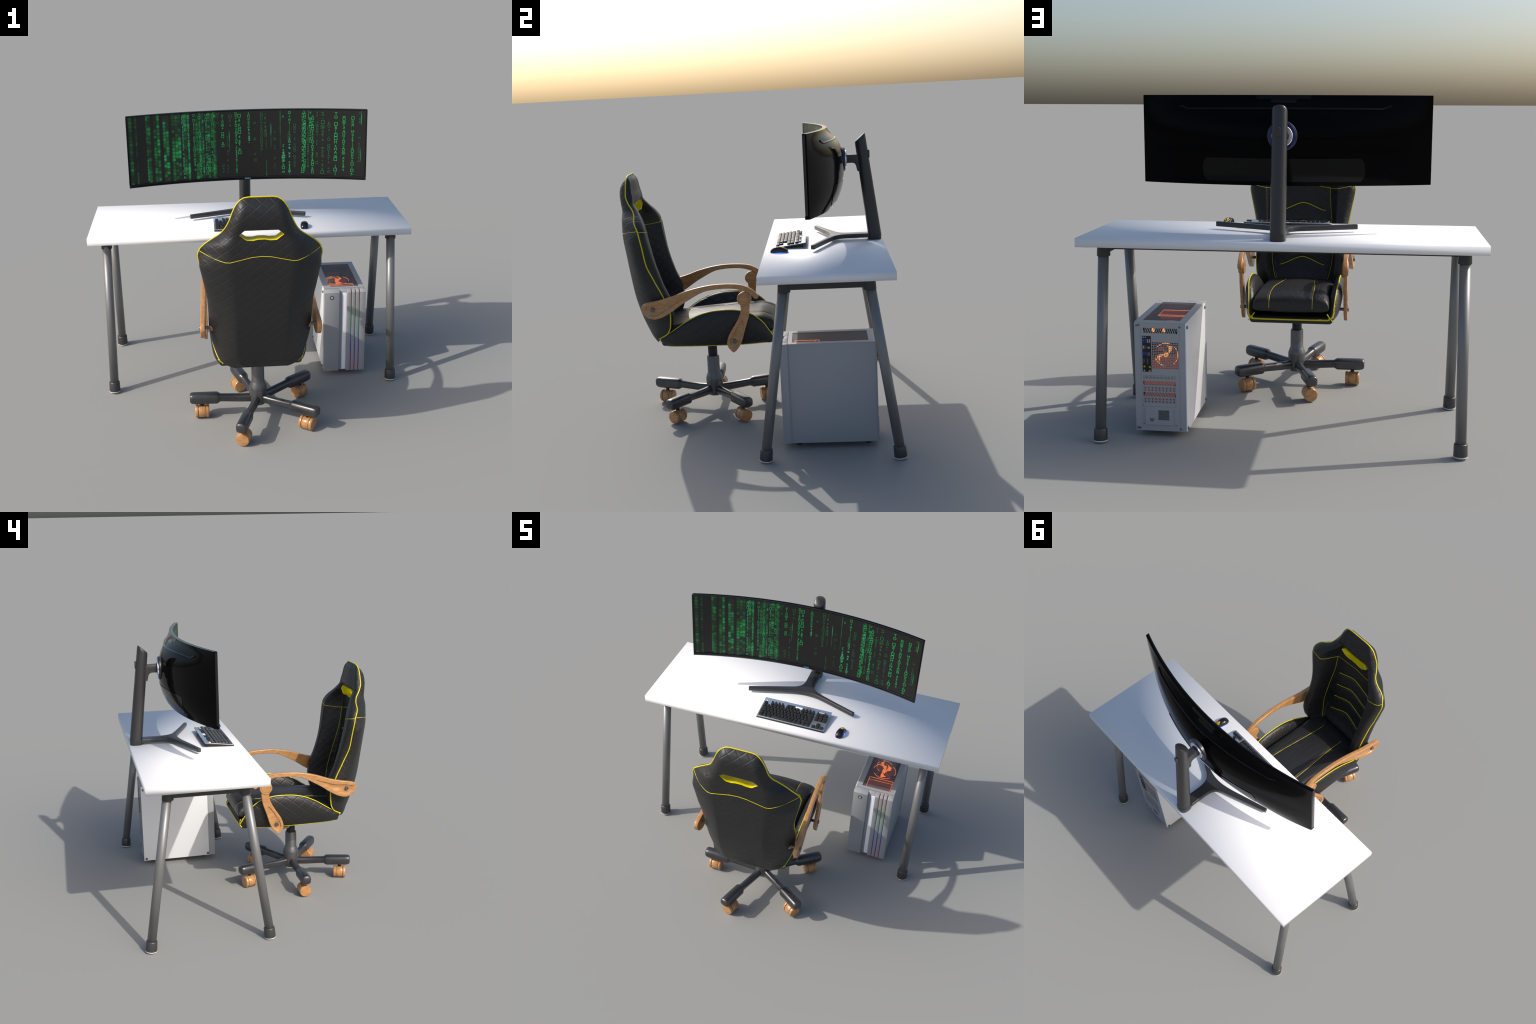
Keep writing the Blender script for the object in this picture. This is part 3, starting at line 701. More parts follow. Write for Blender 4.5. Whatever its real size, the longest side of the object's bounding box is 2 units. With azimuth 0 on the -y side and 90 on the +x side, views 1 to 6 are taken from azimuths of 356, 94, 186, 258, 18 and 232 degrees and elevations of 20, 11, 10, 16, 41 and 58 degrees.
# rear details that follow the shell
def patch(name, outline_fn, x0, x1, z0, z1, lift, mat, nx=40, nz=10):
    V, F = [], []
    for k, d in enumerate((lift, -0.004)):
        for j in range(nz + 1):
            for i in range(nx + 1):
                x = x0 + (x1 - x0) * i / nx; z = z0 + (z1 - z0) * j / nz
                x, z = outline_fn(x, z)
                V.append(T((x, back_y(x, z) + d, z)))
    n = nx + 1; o = n * (nz + 1)
    for j in range(nz):
        for i in range(nx):
            a = j * n + i; F += [[a, a + n, a + n + 1, a + 1], [o + a, o + a + 1, o + a + n + 1, o + a + n]]
    for i in range(nx):
        F.append([i, i + 1, o + i + 1, o + i]); a = nz * n + i; F.append([a, o + a, o + a + 1, a + 1])
    for j in range(nz):
        a = j * n; F.append([a, o + a, o + a + n, a + n]); a += nx; F.append([a, a + n, o + a + n, o + a])
    return link(name, mesh(name, V, F), mat, shell, 40)
def round_ends(x, z):
    e = 1 - 0.05 * abs((z - 1.365) / 0.06) ** 3
    return x * e, z
patch("connector_cover", round_ends, -0.41, 0.41, 1.306, 1.424, 0.003, M["panel_black"])
patch("top_plate", lambda x, z: (x, z), -0.137, 0.137, 1.7145, 1.7325, 0.0015, M["panel_black"], 20, 3)  # T-shaped area near the top edge, laid on as two thin patches
patch("top_plate", lambda x, z: (x, z), -0.064, 0.064, 1.6965, 1.7140, 0.0015, M["panel_black"], 12, 3)
vent = []
for k in range(81):
    x = -0.535 + 1.07 * k / 80; z = 1.667 + 0.014 * sstep((abs(x) - 0.49) / 0.045)
    vent.append(T((x, back_y(x, z) + 0.001, z)))
tube("vent_ledge", vent, 0.0055, M["panel_black"], shell, 8)

# mount ring, neck and column
RC = Vector((0.002, 0.0, 1.536))
def ring(name, y0, y1, r_out, r_in, mat):
    prof = [(0, r_in), (0, r_out - 0.002), (0.002, r_out), (y1 - y0 - 0.002, r_out), (y1 - y0, r_out - 0.002), (y1 - y0, r_in)]
    V, F = lathe_vf((RC.x, y0, RC.z), (0, 1, 0), prof, 48, False); n = 48; k = len(prof) - 1
    F += [[k * n + i, k * n + (i + 1) % n, (i + 1) % n, i] for i in range(n)]
    return link(name, mesh(name, V, F), mat, shell, 40)
ring("mount_plate", 0.520, 0.5555, 0.0745, 0.001, M["stand_black"])
ring("light_ring", 0.545, 0.558, 0.0685, 0.053, M["blue_ring"])
ring("chrome_ring", 0.545, 0.5655, 0.053, 0.0345, M["chrome"])
ring("mount_hub", 0.545, 0.567, 0.034, 0.001, M["stand_black"])
neck = [(0.560, 1.511), (0.560, 1.562), (0.655, 1.560), (0.662, 1.455), (0.630, 1.459), (0.6265, 1.475), (0.622, 1.495), (0.613, 1.507), (0.60, 1.511)]
prism("stand_neck", neck, "x", -0.023, 0.027, M["stand_black"], monitor, 0.004, 2, 40)
def column_mesh():
    V, F = [], []; n = 40
    for k, (zf, zr) in enumerate(((1.0775, 1.0775), (1.30, 1.30), (1.50, 1.50), (1.622, 1.672), (1.633, 1.685), (1.637, 1.690))):
        sc = (1, 1, 1, 1, 0.97, 0.88)[k]
        for i in range(n):
            a = 2 * PI * i / n; c, s_ = math.cos(a), math.sin(a)
            px = math.copysign(abs(c) ** 0.85, c) * 0.0380 * sc; pd = math.copysign(abs(s_) ** 0.85, s_)
            f = (pd * sc + 1) / 2
            z = zf + (zr - zf) * f
            yf = 0.620 + (1.630 - z) * 0.110; yr = 0.6835 + (1.678 - z) * 0.131
            V.append((0.003 + px, yf + (yr - yf) * f, z))
    for k in range(5):
        for i in range(n):
            j = (i + 1) % n; F.append([k * n + i, k * n + j, (k + 1) * n + j, (k + 1) * n + i])
    F.append(list(range(n))[::-1]); F.append([5 * n + i for i in range(n)])
    return mesh("stand_column", V, F)
col = link("stand_column", column_mesh(), M["stand_black"], monitor, 50)
prism("release_button", [(p.x, p.y) for p in spline([(0.023, 1.575), (0.0135, 1.584), (0.0045, 1.584), (-0.005, 1.575), (-0.005, 1.546), (0.0045, 1.537), (0.0135, 1.537), (0.023, 1.546)], 3, True)], "y", 0.680, 0.705, M["stand_black"], col, 0.002)
# Y foot
foot_o = []
foot_o += spline([(-0.3735, 0.3735), (-0.30, 0.402), (-0.20, 0.440), (-0.12, 0.470), (-0.075, 0.489), (-0.046, 0.514), (-0.033, 0.550), (-0.031, 0.60), (-0.033, 0.69)], 5)
foot_o += spline([(0.039, 0.69), (0.037, 0.60), (0.039, 0.550), (0.050, 0.510), (0.078, 0.479), (0.13, 0.453), (0.21, 0.419), (0.30, 0.383), (0.3745, 0.354)], 5)
foot_o += spline([(0.3665, 0.333), (0.29, 0.363), (0.20, 0.398), (0.12, 0.428), (0.06, 0.446), (0.006, 0.452), (-0.05, 0.448), (-0.12, 0.431), (-0.20, 0.405), (-0.29, 0.376), (-0.3665, 0.352)], 5)
fm = mesh("stand_foot", *prism_vf([(p.x, p.y) for p in foot_o], "z", 1.0540, 1.0800)); bevel_mesh(fm, 0.004, 3, 50)
link("stand_foot", fm, M["stand_black"], monitor, 50)
V, F = [], []
n = 40
for k, (z, sc) in enumerate(((1.0395, 0.96), (1.042, 1.0), (1.0775, 1.0))):
    for i in range(n):
        a = 2 * PI * i / n; c, s_ = math.cos(a), math.sin(a)
        V.append((0.003 + math.copysign(abs(c) ** 0.72, c) * 0.0385 * sc, 0.7215 + math.copysign(abs(s_) ** 0.72, s_) * 0.0415 * sc, z))
for k in range(2):
    for i in range(n): F.append([k * n + i, k * n + (i + 1) % n, (k + 1) * n + (i + 1) % n, (k + 1) * n + i])
F += [list(range(n))[::-1], [2 * n + i for i in range(n)]]
link("stand_socket", mesh("stand_socket", V, F), M["stand_black"], monitor, 45)

# green code on the screen: columns of signs from the built-in font, bent onto the glass
GL = "ABDGHKNQRSXZaedgmnpqxz0123456789+-|:=<>%&#@*OVTY"
def glyph_column(cx, z_top, z_bot, size, pitch, seed, gap=0.0, boxes=0.15, mirror=True):
    r = random.Random(seed); V, F = [], []
    z = z_top
    while z > z_bot + size:
        if r.random() >= gap:
            if r.random() < boxes:
                w, h, t = size * 0.72, size * 0.78, size * 0.10
                o = [(-w / 2, 0), (w / 2, 0), (w / 2, h), (-w / 2, h)]; q = [(-w / 2 + t, t), (w / 2 - t, t), (w / 2 - t, h - t), (-w / 2 + t, h - t)]
                vs = o + q; fs = [[i, (i + 1) % 4, 4 + (i + 1) % 4, 4 + i] for i in range(4)]
            else:
                vs, fs = glyph(r.choice(GL))
                vs = [((-a if mirror else a) * size, b * size) for a, b in vs]
            nb = len(V)
            for a, b in vs:
                x = cx + a; V.append(T((x, arc_y(x) - 0.0019, z - size + b)))
            F += [[i + nb for i in f] for f in fs]
        z -= pitch
    return V, F
_cache = {}
def glyph(ch):
    if ch not in _cache:
        cu = bpy.data.curves.new("glyph", "FONT"); cu.body = ch; cu.align_x = "CENTER"; cu.resolution_u = 2
        ob = bpy.data.objects.new("glyph", cu); bpy.context.collection.objects.link(ob)
        dgr = bpy.context.evaluated_depsgraph_get(); me = bpy.data.meshes.new_from_object(ob.evaluated_get(dgr))
        _cache[ch] = ([(v.co.x, v.co.y) for v in me.vertices], [list(p.vertices) for p in me.polygons])
        bpy.data.objects.remove(ob); bpy.data.curves.remove(cu); bpy.data.meshes.remove(me)
    return _cache[ch]
def sx(px): return SX0 + (SX1 - SX0) * (px - 108) / (2222 - 108)      # column place read across the display
ZTOP, ZBOT = SZ1 - 0.004, SZ0 + 0.006
cols = {"glyph": [(800, 0, 1, .020, .0150, 0.05), (850, 0, 1, .018, .0170, 0.1), (690, 0, .9, .018, .0150, .05), (740, 0, 1, .020, .0145, 0.0), (948, .02, .55, .022, .019, .1),
                  (1070, 0, .95, .019, .0155, .05), (1100, 0.02, .75, .028, .026, 0.05), (1185, 0, .30, .021, .017, 0), (1497, .05, .14, .022, .02, 0), (1497, .5, .98, .026, .024, .1),
                  (1553, 0, .26, .021, .022, .1), (1672, 0, 1, .026, .0235, .05), (1690, 0, .95, .019, .0155, .02), (1740, 0, .5, .022, .018, .05), (1760, .05, 1, .021, .0165, .0),
                  (1965, 0, 1, .028, .0225, .05), (2035, .05, 1, .022, .0178, .05), (2112, .02, 1, .024, .021, .08)],
        "glyph_teal": [(1187, .26, .50, .020, .0150, 0), (1553, .40, 1, .021, .0190, .1), (1500, .62, .80, .024, .023, 0), (590, 0, 1, .018, .0140, 0.05), (640, 0, 1, .018, .0150, .05), (1690, .0, .6, .018, .0180, .3)],
        "glyph_dim": [(1240, .1, .8, .020, .020, .35), (1420, .3, 1, .020, .021, .3), (1600, .1, .9, .020, .020, .3), (1800, 0, .9, .021, .020, .2), (1905, .1, 1, .022, .021, .25), (2170, 0, .8, .020, .019, .25), (760, 0, 1, .018, .016, .1), (870, .2, 1, .018, .018, .2), (990, .3, 1, .018, .019, .3), (1018, .03, .22, .026, .026, .1), (1300, 0, .62, .021, .019, .08), (1335, 0, .42, .026, .027, .05), (1850, 0, 1, .030, .027, .05), (948, .7, .98, .020, .02, .5),
                      (1550, .3, .5, .022, .022, .1), (1720, .2, .9, .022, .02, .3), (905, .0, .22, .018, .018, .1)]}
for key, lst in cols.items():
    parts = []
    for i, (px, a, b, size, pitch, gap) in enumerate(lst):
        H = ZTOP - ZBOT
        parts.append(glyph_column(sx(px), ZTOP - a * H, ZTOP - b * H, size, pitch, 100 + i * 7 + len(key), gap, 0.22 if key != "glyph_teal" else 0.12))
    V, F = merge(parts)
    me = bpy.data.meshes.new("code_sign"); me.from_pydata(V, [], F); me.update()
    o = link("code_sign", me, M[key], shell); o["kind"] = "stuff"

# ================================================================== KEYBOARD
KX0, KX1, KY0, KY1 = -0.224, 0.2355, 0.1145, 0.3040
keyboard = empty("keyboard", ((KX0 + KX1) / 2, (KY0 + KY1) / 2, 1.038), "silver tenkeyless keyboard with black keys", "keyboard")
tilt = math.atan2(0.024, KY1 - KY0)
KM = Matrix.Translation((KX0, KY0, 1.0415)) @ Matrix.Rotation(tilt, 4, "X")
KW, KD = KX1 - KX0, (KY1 - KY0) / math.cos(tilt)
def kb_part(name, lo, hi, mat, bevel=0.0, parent=None):
    me = mesh(name, *box_vf(lo, hi))
    if bevel: bevel_mesh(me, bevel, 2)
    me.transform(KM)
    return link(name, me, mat, parent or keyboard, 35)
kb_part("keyboard_body", (0.001, 0.002, -0.002), (KW - 0.001, KD - 0.002, 0.007), M["kb_key"], 0.002)
plate = kb_part("top_plate", (0, 0.006, 0.0065), (KW, KD, 0.0095), M["kb_plate"], 0.001)
kb_part("front_lip", (0, 0, 0.0), (KW, 0.0062, 0.006), M["kb_key"], 0.001)
for x in (0.03, KW - 0.07):
    bx = kb_part("flip_foot", (x, KD - 0.028, -0.021), (x + 0.04, KD - 0.018, -0.0015), M["kb_key"], 0.001)
U = 0.02335
key_cache = {}
def key(x, y, w, d=1.0):
    k = (round(w, 3), d)
    if k not in key_cache:
        W, D, H, t = w * U - 0.0018, d * U - 0.0018, 0.0088, 0.0022
        V = [(0, 0, 0), (W, 0, 0), (W, D, 0), (0, D, 0), (t, t * 0.6, H), (W - t, t * 0.6, H), (W - t, D - t, H), (t, D - t, H)]
        me = mesh("key", V, box_vf((0, 0, 0), (1, 1, 1))[1]); bevel_mesh(me, 0.0009, 2, 20)
        me.materials.append(M["kb_key"])
        for p in me.polygons: p.use_smooth = True
        me.set_sharp_from_angle(angle=math.radians(35)); key_cache[k] = me
    o = bpy.data.objects.new("key", key_cache[k]); bpy.context.collection.objects.link(o); o.parent = keyboard
    o.matrix_local = Matrix.Translation(-keyboard.location) @ KM @ Matrix.Translation((x, y, 0.0110)); return o
mx0, my0 = 0.0085, 0.0135
rows = [[1.25, 1.25, 1.25, 6.25, 1.25, 1.25, 1.25, 1.25], [1.25] + [1] * 11 + [2.75], [1.75] + [1] * 11 + [1, 1.25], [1.5] + [1] * 12 + [1.5], [1] * 13 + [2]]
UY = 0.0222
for r, ws in enumerate(rows):
    x = mx0
    for w in ws: key(x, my0 + r * UY, w); x += w * U
fy = my0 + 5 * UY + 0.0035
x = mx0
for i, gapb in enumerate([0, 0.95] + [0] * 3 + [0.5] + [0] * 3 + [0.5] + [0] * 3):
    x += gapb * U; key(x, fy, 1.0); x += U
nx = mx0 + 15 * U + 0.011
NU_ = (KW - 0.0085 - nx) / 3
for c in range(3):
    key(nx + c * NU_, my0 + 0 * UY, NU_ / U); key(nx + c * NU_, my0 + 3 * UY, NU_ / U); key(nx + c * NU_, my0 + 4 * UY, NU_ / U); key(nx + c * NU_, fy, NU_ / U)
key(nx + NU_, my0 + UY, NU_ / U)
# upper strip: round media buttons, display window, roller, maker's roundel
yy = fy + UY + 0.0075
def kb_round(x, r=0.0062, h=0.0075):
    V, F = lathe_vf((x, yy, 0.0095), (0, 0, 1), [(0, r), (h - 0.001, r), (h, r - 0.001)], 20)
    me = mesh("media_button", V, F); me.transform(KM); return link("media_button", me, M["kb_key"], keyboard, 40)
for q in (2.2, 3.2, 4.2, 5.2, 11.4, 12.4, 13.4, 14.4): kb_round(mx0 + q * U)
kb_part("badge_panel", (mx0 + 6.6 * U, yy - 0.010, 0.0096), (mx0 + 8.9 * U, yy + 0.010, 0.0112), M["kb_key"], 0.0005)
kb_part("light_window", (mx0 + 8.95 * U, yy - 0.010, 0.0096), (mx0 + 11.2 * U, yy + 0.010, 0.0108), M["kb_print"], 0.0005)
V, F = lathe_vf((nx + 0.012, yy, 0.0125), (1, 0, 0), [(0, 0.0062), (0.036, 0.0062)], 24)
me = mesh("volume_roller", V, F); me.transform(KM); link("volume_roller", me, M["chrome"], keyboard, 40)
for x in (nx + 0.004, nx + 0.052): kb_part("roller_cheek", (x, yy - 0.008, 0.0096), (x + 0.007, yy + 0.008, 0.0165), M["kb_key"], 0.001)
rp = [(mx0 + 0.35 * U + 0.008 * math.cos(t), yy + 0.006 * math.sin(t), 0.0103) for t in [PI * 0.15 + 1.75 * PI * k / 24 for k in range(25)]]
me = mesh("roundel_mark", *tube_vf([tuple(KM @ Vector(p)) for p in rp], 0.0017, 6)); link("roundel_mark", me, M["kb_print"], keyboard, 60)

# ================================================================== MOUSE
mouse = empty("computer_mouse", (0.3410, 0.150, 1.038), "small glossy black mouse with blue underglow", "mouse")
mouse.rotation_euler = (0, 0, -0.10)
def mouse_mesh():
    prof = [(-0.0525, 0.0, 0.004), (-0.050, 0.014, 0.012), (-0.045, 0.020, 0.019), (-0.035, 0.0250, 0.027), (-0.018, 0.0275, 0.0335), (0.0, 0.0265, 0.0345), (0.018, 0.0245, 0.031), (0.034, 0.0245, 0.0245), (0.045, 0.0230, 0.0175), (0.050, 0.018, 0.0125), (0.0525, 0.0, 0.006)]
    hw = curve_fn([(p[0], p[1]) for p in prof]); hh = curve_fn([(p[0], p[2]) for p in prof])
    NA, NB = 40, 20; V, F = [], []
    ys = [-0.0525 * math.cos(PI * i / NA) for i in range(NA + 1)]
    for y in ys:
        for k in range(NB + 1):
            a = PI * k / NB; c, s_ = math.cos(a), math.sin(a)
            V.append((math.copysign(abs(c) ** 0.7, c) * max(hw(y), 0.0004) * (1 - 0.10 * (1 - s_) ** 2), y, 0.0032 + hh(y) * abs(s_) ** 0.75))
    n = NB + 1
    for i in range(NA):
        for k in range(NB): F.append([i * n + k, i * n + k + 1, (i + 1) * n + k + 1, (i + 1) * n + k])
        F.append([i * n, (i + 1) * n, (i + 1) * n + NB, i * n + NB])
    return mesh("mouse_body", V, F), hh
mm, hh = mouse_mesh()
mb = bpy.data.objects.new("mouse_body", mm); bpy.context.collection.objects.link(mb); mb.parent = mouse; mm.materials.append(M["mouse_body"])
for p in mm.polygons: p.use_smooth = True
mm.set_sharp_from_angle(angle=math.radians(50))
def mouse_part(name, vf, mat):
    me = mesh(name, *vf); me.materials.append(mat)
    for p in me.polygons: p.use_smooth = True
    me.set_sharp_from_angle(angle=math.radians(50))
    o = bpy.data.objects.new(name, me); bpy.context.collection.objects.link(o); o.parent = mouse; return o
ov = [(0.0262 * math.cos(t) * 0.97, 0.0505 * math.sin(t)) for t in [2 * PI * k / 40 for k in range(40)]]
mouse_part("glow_strip", prism_vf(ov, "z", 0.0006, 0.0040), M["mouse_glow"])
mouse_part("accent_stripe", tube_vf([(0.0, y, 0.0034 + hh(y)) for y in [0.010 + 0.036 * k / 12 for k in range(13)]], 0.0044, 8, flat=0.25, up=(1, 0, 0)), M["mouse_yellow"])
for s in (-1, 1):
    mouse_part("accent_stripe", tube_vf([(s * (0.0105 - 0.009 * abs(k - 6) / 6 * (1 if k < 6 else 0.4)), 0.010 + 0.030 * k / 12, 0.0032 + hh(0.010 + 0.030 * k / 12) * 0.965) for k in range(13)], 0.0022, 8, flat=0.4, up=(1, 0, 0)), M["mouse_yellow"])
mouse_part("scroll_wheel", lathe_vf((-0.003, 0.034, 0.0265), (1, 0, 0), [(0, 0.0045), (0.0008, 0.0055), (0.0052, 0.0055), (0.006, 0.0045)], 24), M["rubber"])

# ================================================================== COMPUTER TOWER
X0, X1, Y0, Y1, Z0, Z1 = 0.4745, 0.7395, 0.1425, 0.6715, 0.0305, 0.604
pc = empty("computer_tower", ((X0 + X1) / 2, (Y0 + Y1) / 2, 0), "white computer tower with orange lit fans inside", "computer")
def plate(name, axis, d0, d1, a0, a1, b0, b1, openings, mat, parent, bevel=0.0):
    """Rectangular plate (normal along axis) with rectangular openings, built from its grid of bars."""
    A_ = sorted({a0, a1, *[o[0] for o in openings], *[o[1] for o in openings]}); B_ = sorted({b0, b1, *[o[2] for o in openings], *[o[3] for o in openings]})
    def P(a, b, d): return {"x": (d, a, b), "y": (a, d, b), "z": (a, b, d)}[axis]
    bm = bmesh.new(); vs = {}
    def vert(i, j, k):
        if (i, j, k) not in vs: vs[i, j, k] = bm.verts.new(P(A_[i], B_[j], (d0, d1)[k]))
        return vs[i, j, k]
    solid = {}
    for i in range(len(A_) - 1):
        for j in range(len(B_) - 1):
            ca, cb = (A_[i] + A_[i + 1]) / 2, (B_[j] + B_[j + 1]) / 2
            solid[i, j] = not any(o[0] < ca < o[1] and o[2] < cb < o[3] for o in openings)
    for (i, j), ok in solid.items():
        if not ok: continue
        for k in (0, 1): bm.faces.new([vert(i, j, k), vert(i + 1, j, k), vert(i + 1, j + 1, k), vert(i, j + 1, k)])
        for (di, dj, p, q) in ((-1, 0, (0, 0), (0, 1)), (1, 0, (1, 0), (1, 1)), (0, -1, (0, 0), (1, 0)), (0, 1, (0, 1), (1, 1))):
            if not solid.get((i + di, j + dj), False):
                bm.faces.new([vert(i + p[0], j + p[1], 0), vert(i + q[0], j + q[1], 0), vert(i + q[0], j + q[1], 1), vert(i + p[0], j + p[1], 1)])
    bmesh.ops.recalc_face_normals(bm, faces=bm.faces)
    me = bpy.data.meshes.new(name); bm.to_mesh(me); bm.free()
    return link(name, me, mat, parent)
def perforated(name, axis, d0, d1, a0, a1, b0, b1, na, nb, fill, shear, sides, mat, parent, stagger=False):
    """Grid of cells, each pierced by a polygonal hole; shear slants the holes."""
    def P(a, b, d): return {"x": (d, a, b), "y": (a, d, b), "z": (a, b, d)}[axis]
    V, F = [], []; da, db = (a1 - a0) / na, (b1 - b0) / nb
    for j in range(nb):
        for i in range(na):
            oa = a0 + i * da; ob = b0 + j * db
            if sides == 4:
                ot = [(0, 0), (1, 0), (1, 1), (0, 1)]; h = [(0.5 + (p - 0.5) * fill[0], 0.5 + (q - 0.5) * fill[1]) for p, q in ot]
            else:
                ot = [(1, .5), (1, 1), (.5, 1), (0, 1), (0, .5), (0, 0), (.5, 0), (1, 0)]
                h = [(0.5 + 0.5 * fill[0] * math.cos(k * PI / 4), 0.5 + 0.5 * fill[1] * math.sin(k * PI / 4)) for k in range(8)]
            m = len(ot); base_i = len(V)
            for d in (d0, d1):
                for ring_ in (ot, h):
                    for p, q in ring_:
                        sh = shear * (q - 0.5) * db
                        V.append(P(oa + p * da + sh, ob + q * db, d))
            for k in range(m):
                l = (k + 1) % m
                F.append([base_i + k, base_i + l, base_i + m + l, base_i + m + k])
                F.append([base_i + 2 * m + k, base_i + 3 * m + k, base_i + 3 * m + l, base_i + 2 * m + l])
                F.append([base_i + m + k, base_i + m + l, base_i + 3 * m + l, base_i + 3 * m + k])
    return link(name, mesh(name, V, F), mat, parent)
T_ = 0.004
# carcass: sides, bottom, rear, front, top
case = box("right_side_panel", (X1 - T_ - 0.003, Y0 + 0.050, Z0 + 0.001), (X1 - 0.003, Y1 - 0.002, Z1 - 0.004), M["pc_white"], pc, 0.0012)
box("panel_gap_strip", (X1 - 0.010, Y0 + 0.040, Z0 + 0.002), (X1 - 0.0045, Y0 + 0.056, Z1 - 0.007), M["pc_white"], pc)
box("inner_wall", (X0 + 0.003, Y0 + 0.03, Z0 + 0.006), (X0 + 0.006, Y1 - 0.008, Z1 - 0.006), M["pc_white"], pc)
glass = box("left_side_panel", (X0 - 0.003, Y0 + 0.045, Z0 + 0.001), (X0 + 0.0025, Y1 + 0.001, Z1 - 0.002), M["pc_glass"], pc, 0.001)
for y in (Y0 + 0.055, Y1 - 0.016):
    for z in (Z0 + 0.016, Z1 - 0.026):
        lathe("thumb_screw", (X0 - 0.002, y, z), (-1, 0, 0), [(0, 0.0085), (0.006, 0.0085), (0.007, 0.0075)], M["pc_screw"], glass, 20)
box("floor_panel", (X0, Y0 + 0.02, Z0 + 0.001), (X1 - T_ - 0.001, Y1 - 0.006, Z0 + 0.006), M["pc_white"], pc)
for x in (X0 + 0.04, X1 - 0.04):
    for y in (Y0 + 0.085, Y1 - 0.06):
        lathe("rubber_foot", (x, y, 0.012), (0, 0, 1), [(0, 0.014), (0.022, 0.017)], M["rubber"], pc, 20)
# top frame with mesh
TX0, TX1, TY0, TY1 = 0.512, 0.706, 0.212, 0.630
plate("top_panel", "z", Z1 - 0.006, Z1, X0 + 0.003, X1 - 0.0005, Y0 + 0.046, Y1, [(TX0, TX1, TY0, TY1)], M["pc_white"], pc)
parts = []
LX, LY = TX1 - TX0, TY1 - TY0
p = 0.0062
def bar_vf(a, b, hw, z0, z1):
    a, b = Vector(a), Vector(b); d = (b - a).normalized(); nrm = Vector((-d.y, d.x)) * hw
    q = [a - nrm, b - nrm, b + nrm, a + nrm]
    return [(v.x, v.y, z) for z in (z0, z1) for v in q], box_vf((0, 0, 0), (1, 1, 1))[1]
for s in (1, -1):
    c = -LY
    while c < LX + LY:
        # line x - s*y = c inside the opening
        f = (lambda y: c + y) if s > 0 else (lambda y: c + LY - y)
        lo, hi = (max(0, -c), min(LY, LX - c)) if s > 0 else (max(0, c + LY - LX), min(LY, c + LY))
        if hi - lo > 0.003:
            parts.append(bar_vf((TX0 + f(lo), TY0 + lo), (TX0 + f(hi), TY0 + hi), 0.0009, Z1 - 0.0030 + 0.00015 * s, Z1 - 0.0028 + 0.00015 * s))
        c += p
mo = link("dust_mesh", mesh("dust_mesh", *merge(parts)), M["pc_mesh"], pc); mo["kind"] = "stuff"

# front bezel: flat left, sunk light bar, right block with three lit grooves
FZ0, FZ1 = Z0 + 0.001, Z1 - 0.006
def front_block(name, xa, xb, y_front, mat=None):
    prof = [(y_front, FZ0), (y_front, FZ1 - 0.010), (y_front + 0.010, FZ1 + 0.005), (Y0 + 0.0435, FZ1 + 0.005), (Y0 + 0.0435, FZ0)]
    return prism(name, prof, "x", xa, xb, mat or M["pc_white"], pc, 0.001, 2, 30)
front_block("front_panel", X0 - 0.002, 0.5700, Y0)
front_block("front_channel", 0.5702, 0.6195, Y0 + 0.016)
box("light_bar", (0.592, Y0 + 0.0125, FZ0 + 0.004), (0.6190, Y0 + 0.0163, FZ1 - 0.016), M["strip_white"], pc, 0.001)
led = [0.6491, 0.6752, 0.7014]; edges_ = [0.6197, *led, X1 + 0.002]
for i in range(4):
    xa = edges_[i] + (0.0027 if i else 0); xb = edges_[i + 1] - (0.0027 if i < 3 else 0)
    front_block("front_fin", xa, xb, Y0)
for x in led:
    me = mesh("led_strip", *box_vf((x - 0.0029, Y0 + 0.0035, FZ0 + 0.002), (x + 0.0029, Y0 + 0.020, FZ1 - 0.012)))
    link("led_strip", me, M["rainbow"], pc, recenter=False)
btn = lathe("power_button", (0.5195, Y0 + 0.001, 0.5555), (0, -1, 0), [(0, 0.0145), (0.002, 0.0145), (0.003, 0.0125), (0.0022, 0.012), (0.0022, 0.0)], M["pc_screw"], pc, 32)
for dx in (-0.0045, 0.0, 0.0045):
    box("button_mark", (0.5195 + dx - 0.0011, Y0 - 0.0026, 0.550), (0.5195 + dx + 0.0011, Y0 - 0.0009, 0.561), M["kb_print"], btn)

# rear panel and everything on it
RY = Y1
openings = [(0.517, 0.693, 0.546, 0.574), (0.512, 0.650, 0.3615, 0.5004), (0.6535, 0.699, 0.3435, 0.532),
            (0.529, 0.698, 0.3085, 0.3255), (0.529, 0.698, 0.272, 0.2975), (0.529, 0.698, 0.241, 0.2655), (0.529, 0.698, 0.212, 0.2365), (0.529, 0.698, 0.179, 0.2075)]
rear = plate("rear_panel", "y", RY - 0.003, RY, X0, X1, Z0, Z1 - 0.0065, openings, M["pc_white"], pc)
box("slot_glow_board", (0.525, RY - 0.030, 0.172), (0.700, RY - 0.027, 0.270), M["slot_glow"], rear)  # orange light seen through the slots, built as faintly glowing sheets
box("slot_glow_board", (0.525, RY - 0.030, 0.271), (0.700, RY - 0.027, 0.305), M["orange_dim"], rear)
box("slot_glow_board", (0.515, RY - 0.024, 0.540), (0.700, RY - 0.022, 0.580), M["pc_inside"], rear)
for xx in (0.585, 0.640): box("slot_glow_board", (xx, RY - 0.021, 0.549), (xx + 0.012, RY - 0.019, 0.572), M["orange_hot"], rear)
perforated("vent_grille", "y", RY - 0.0035, RY - 0.0005, 0.521, 0.689, 0.546, 0.574, 18, 1, (0.55, 0.92), -0.35, 4, M["pc_white"], rear)
perforated("fan_grille", "y", RY - 0.0025, RY + 0.0005, 0.512, 0.650, 0.3615, 0.5004, 16, 16, (0.80, 0.80), 0, 8, M["pc_slot"], rear)
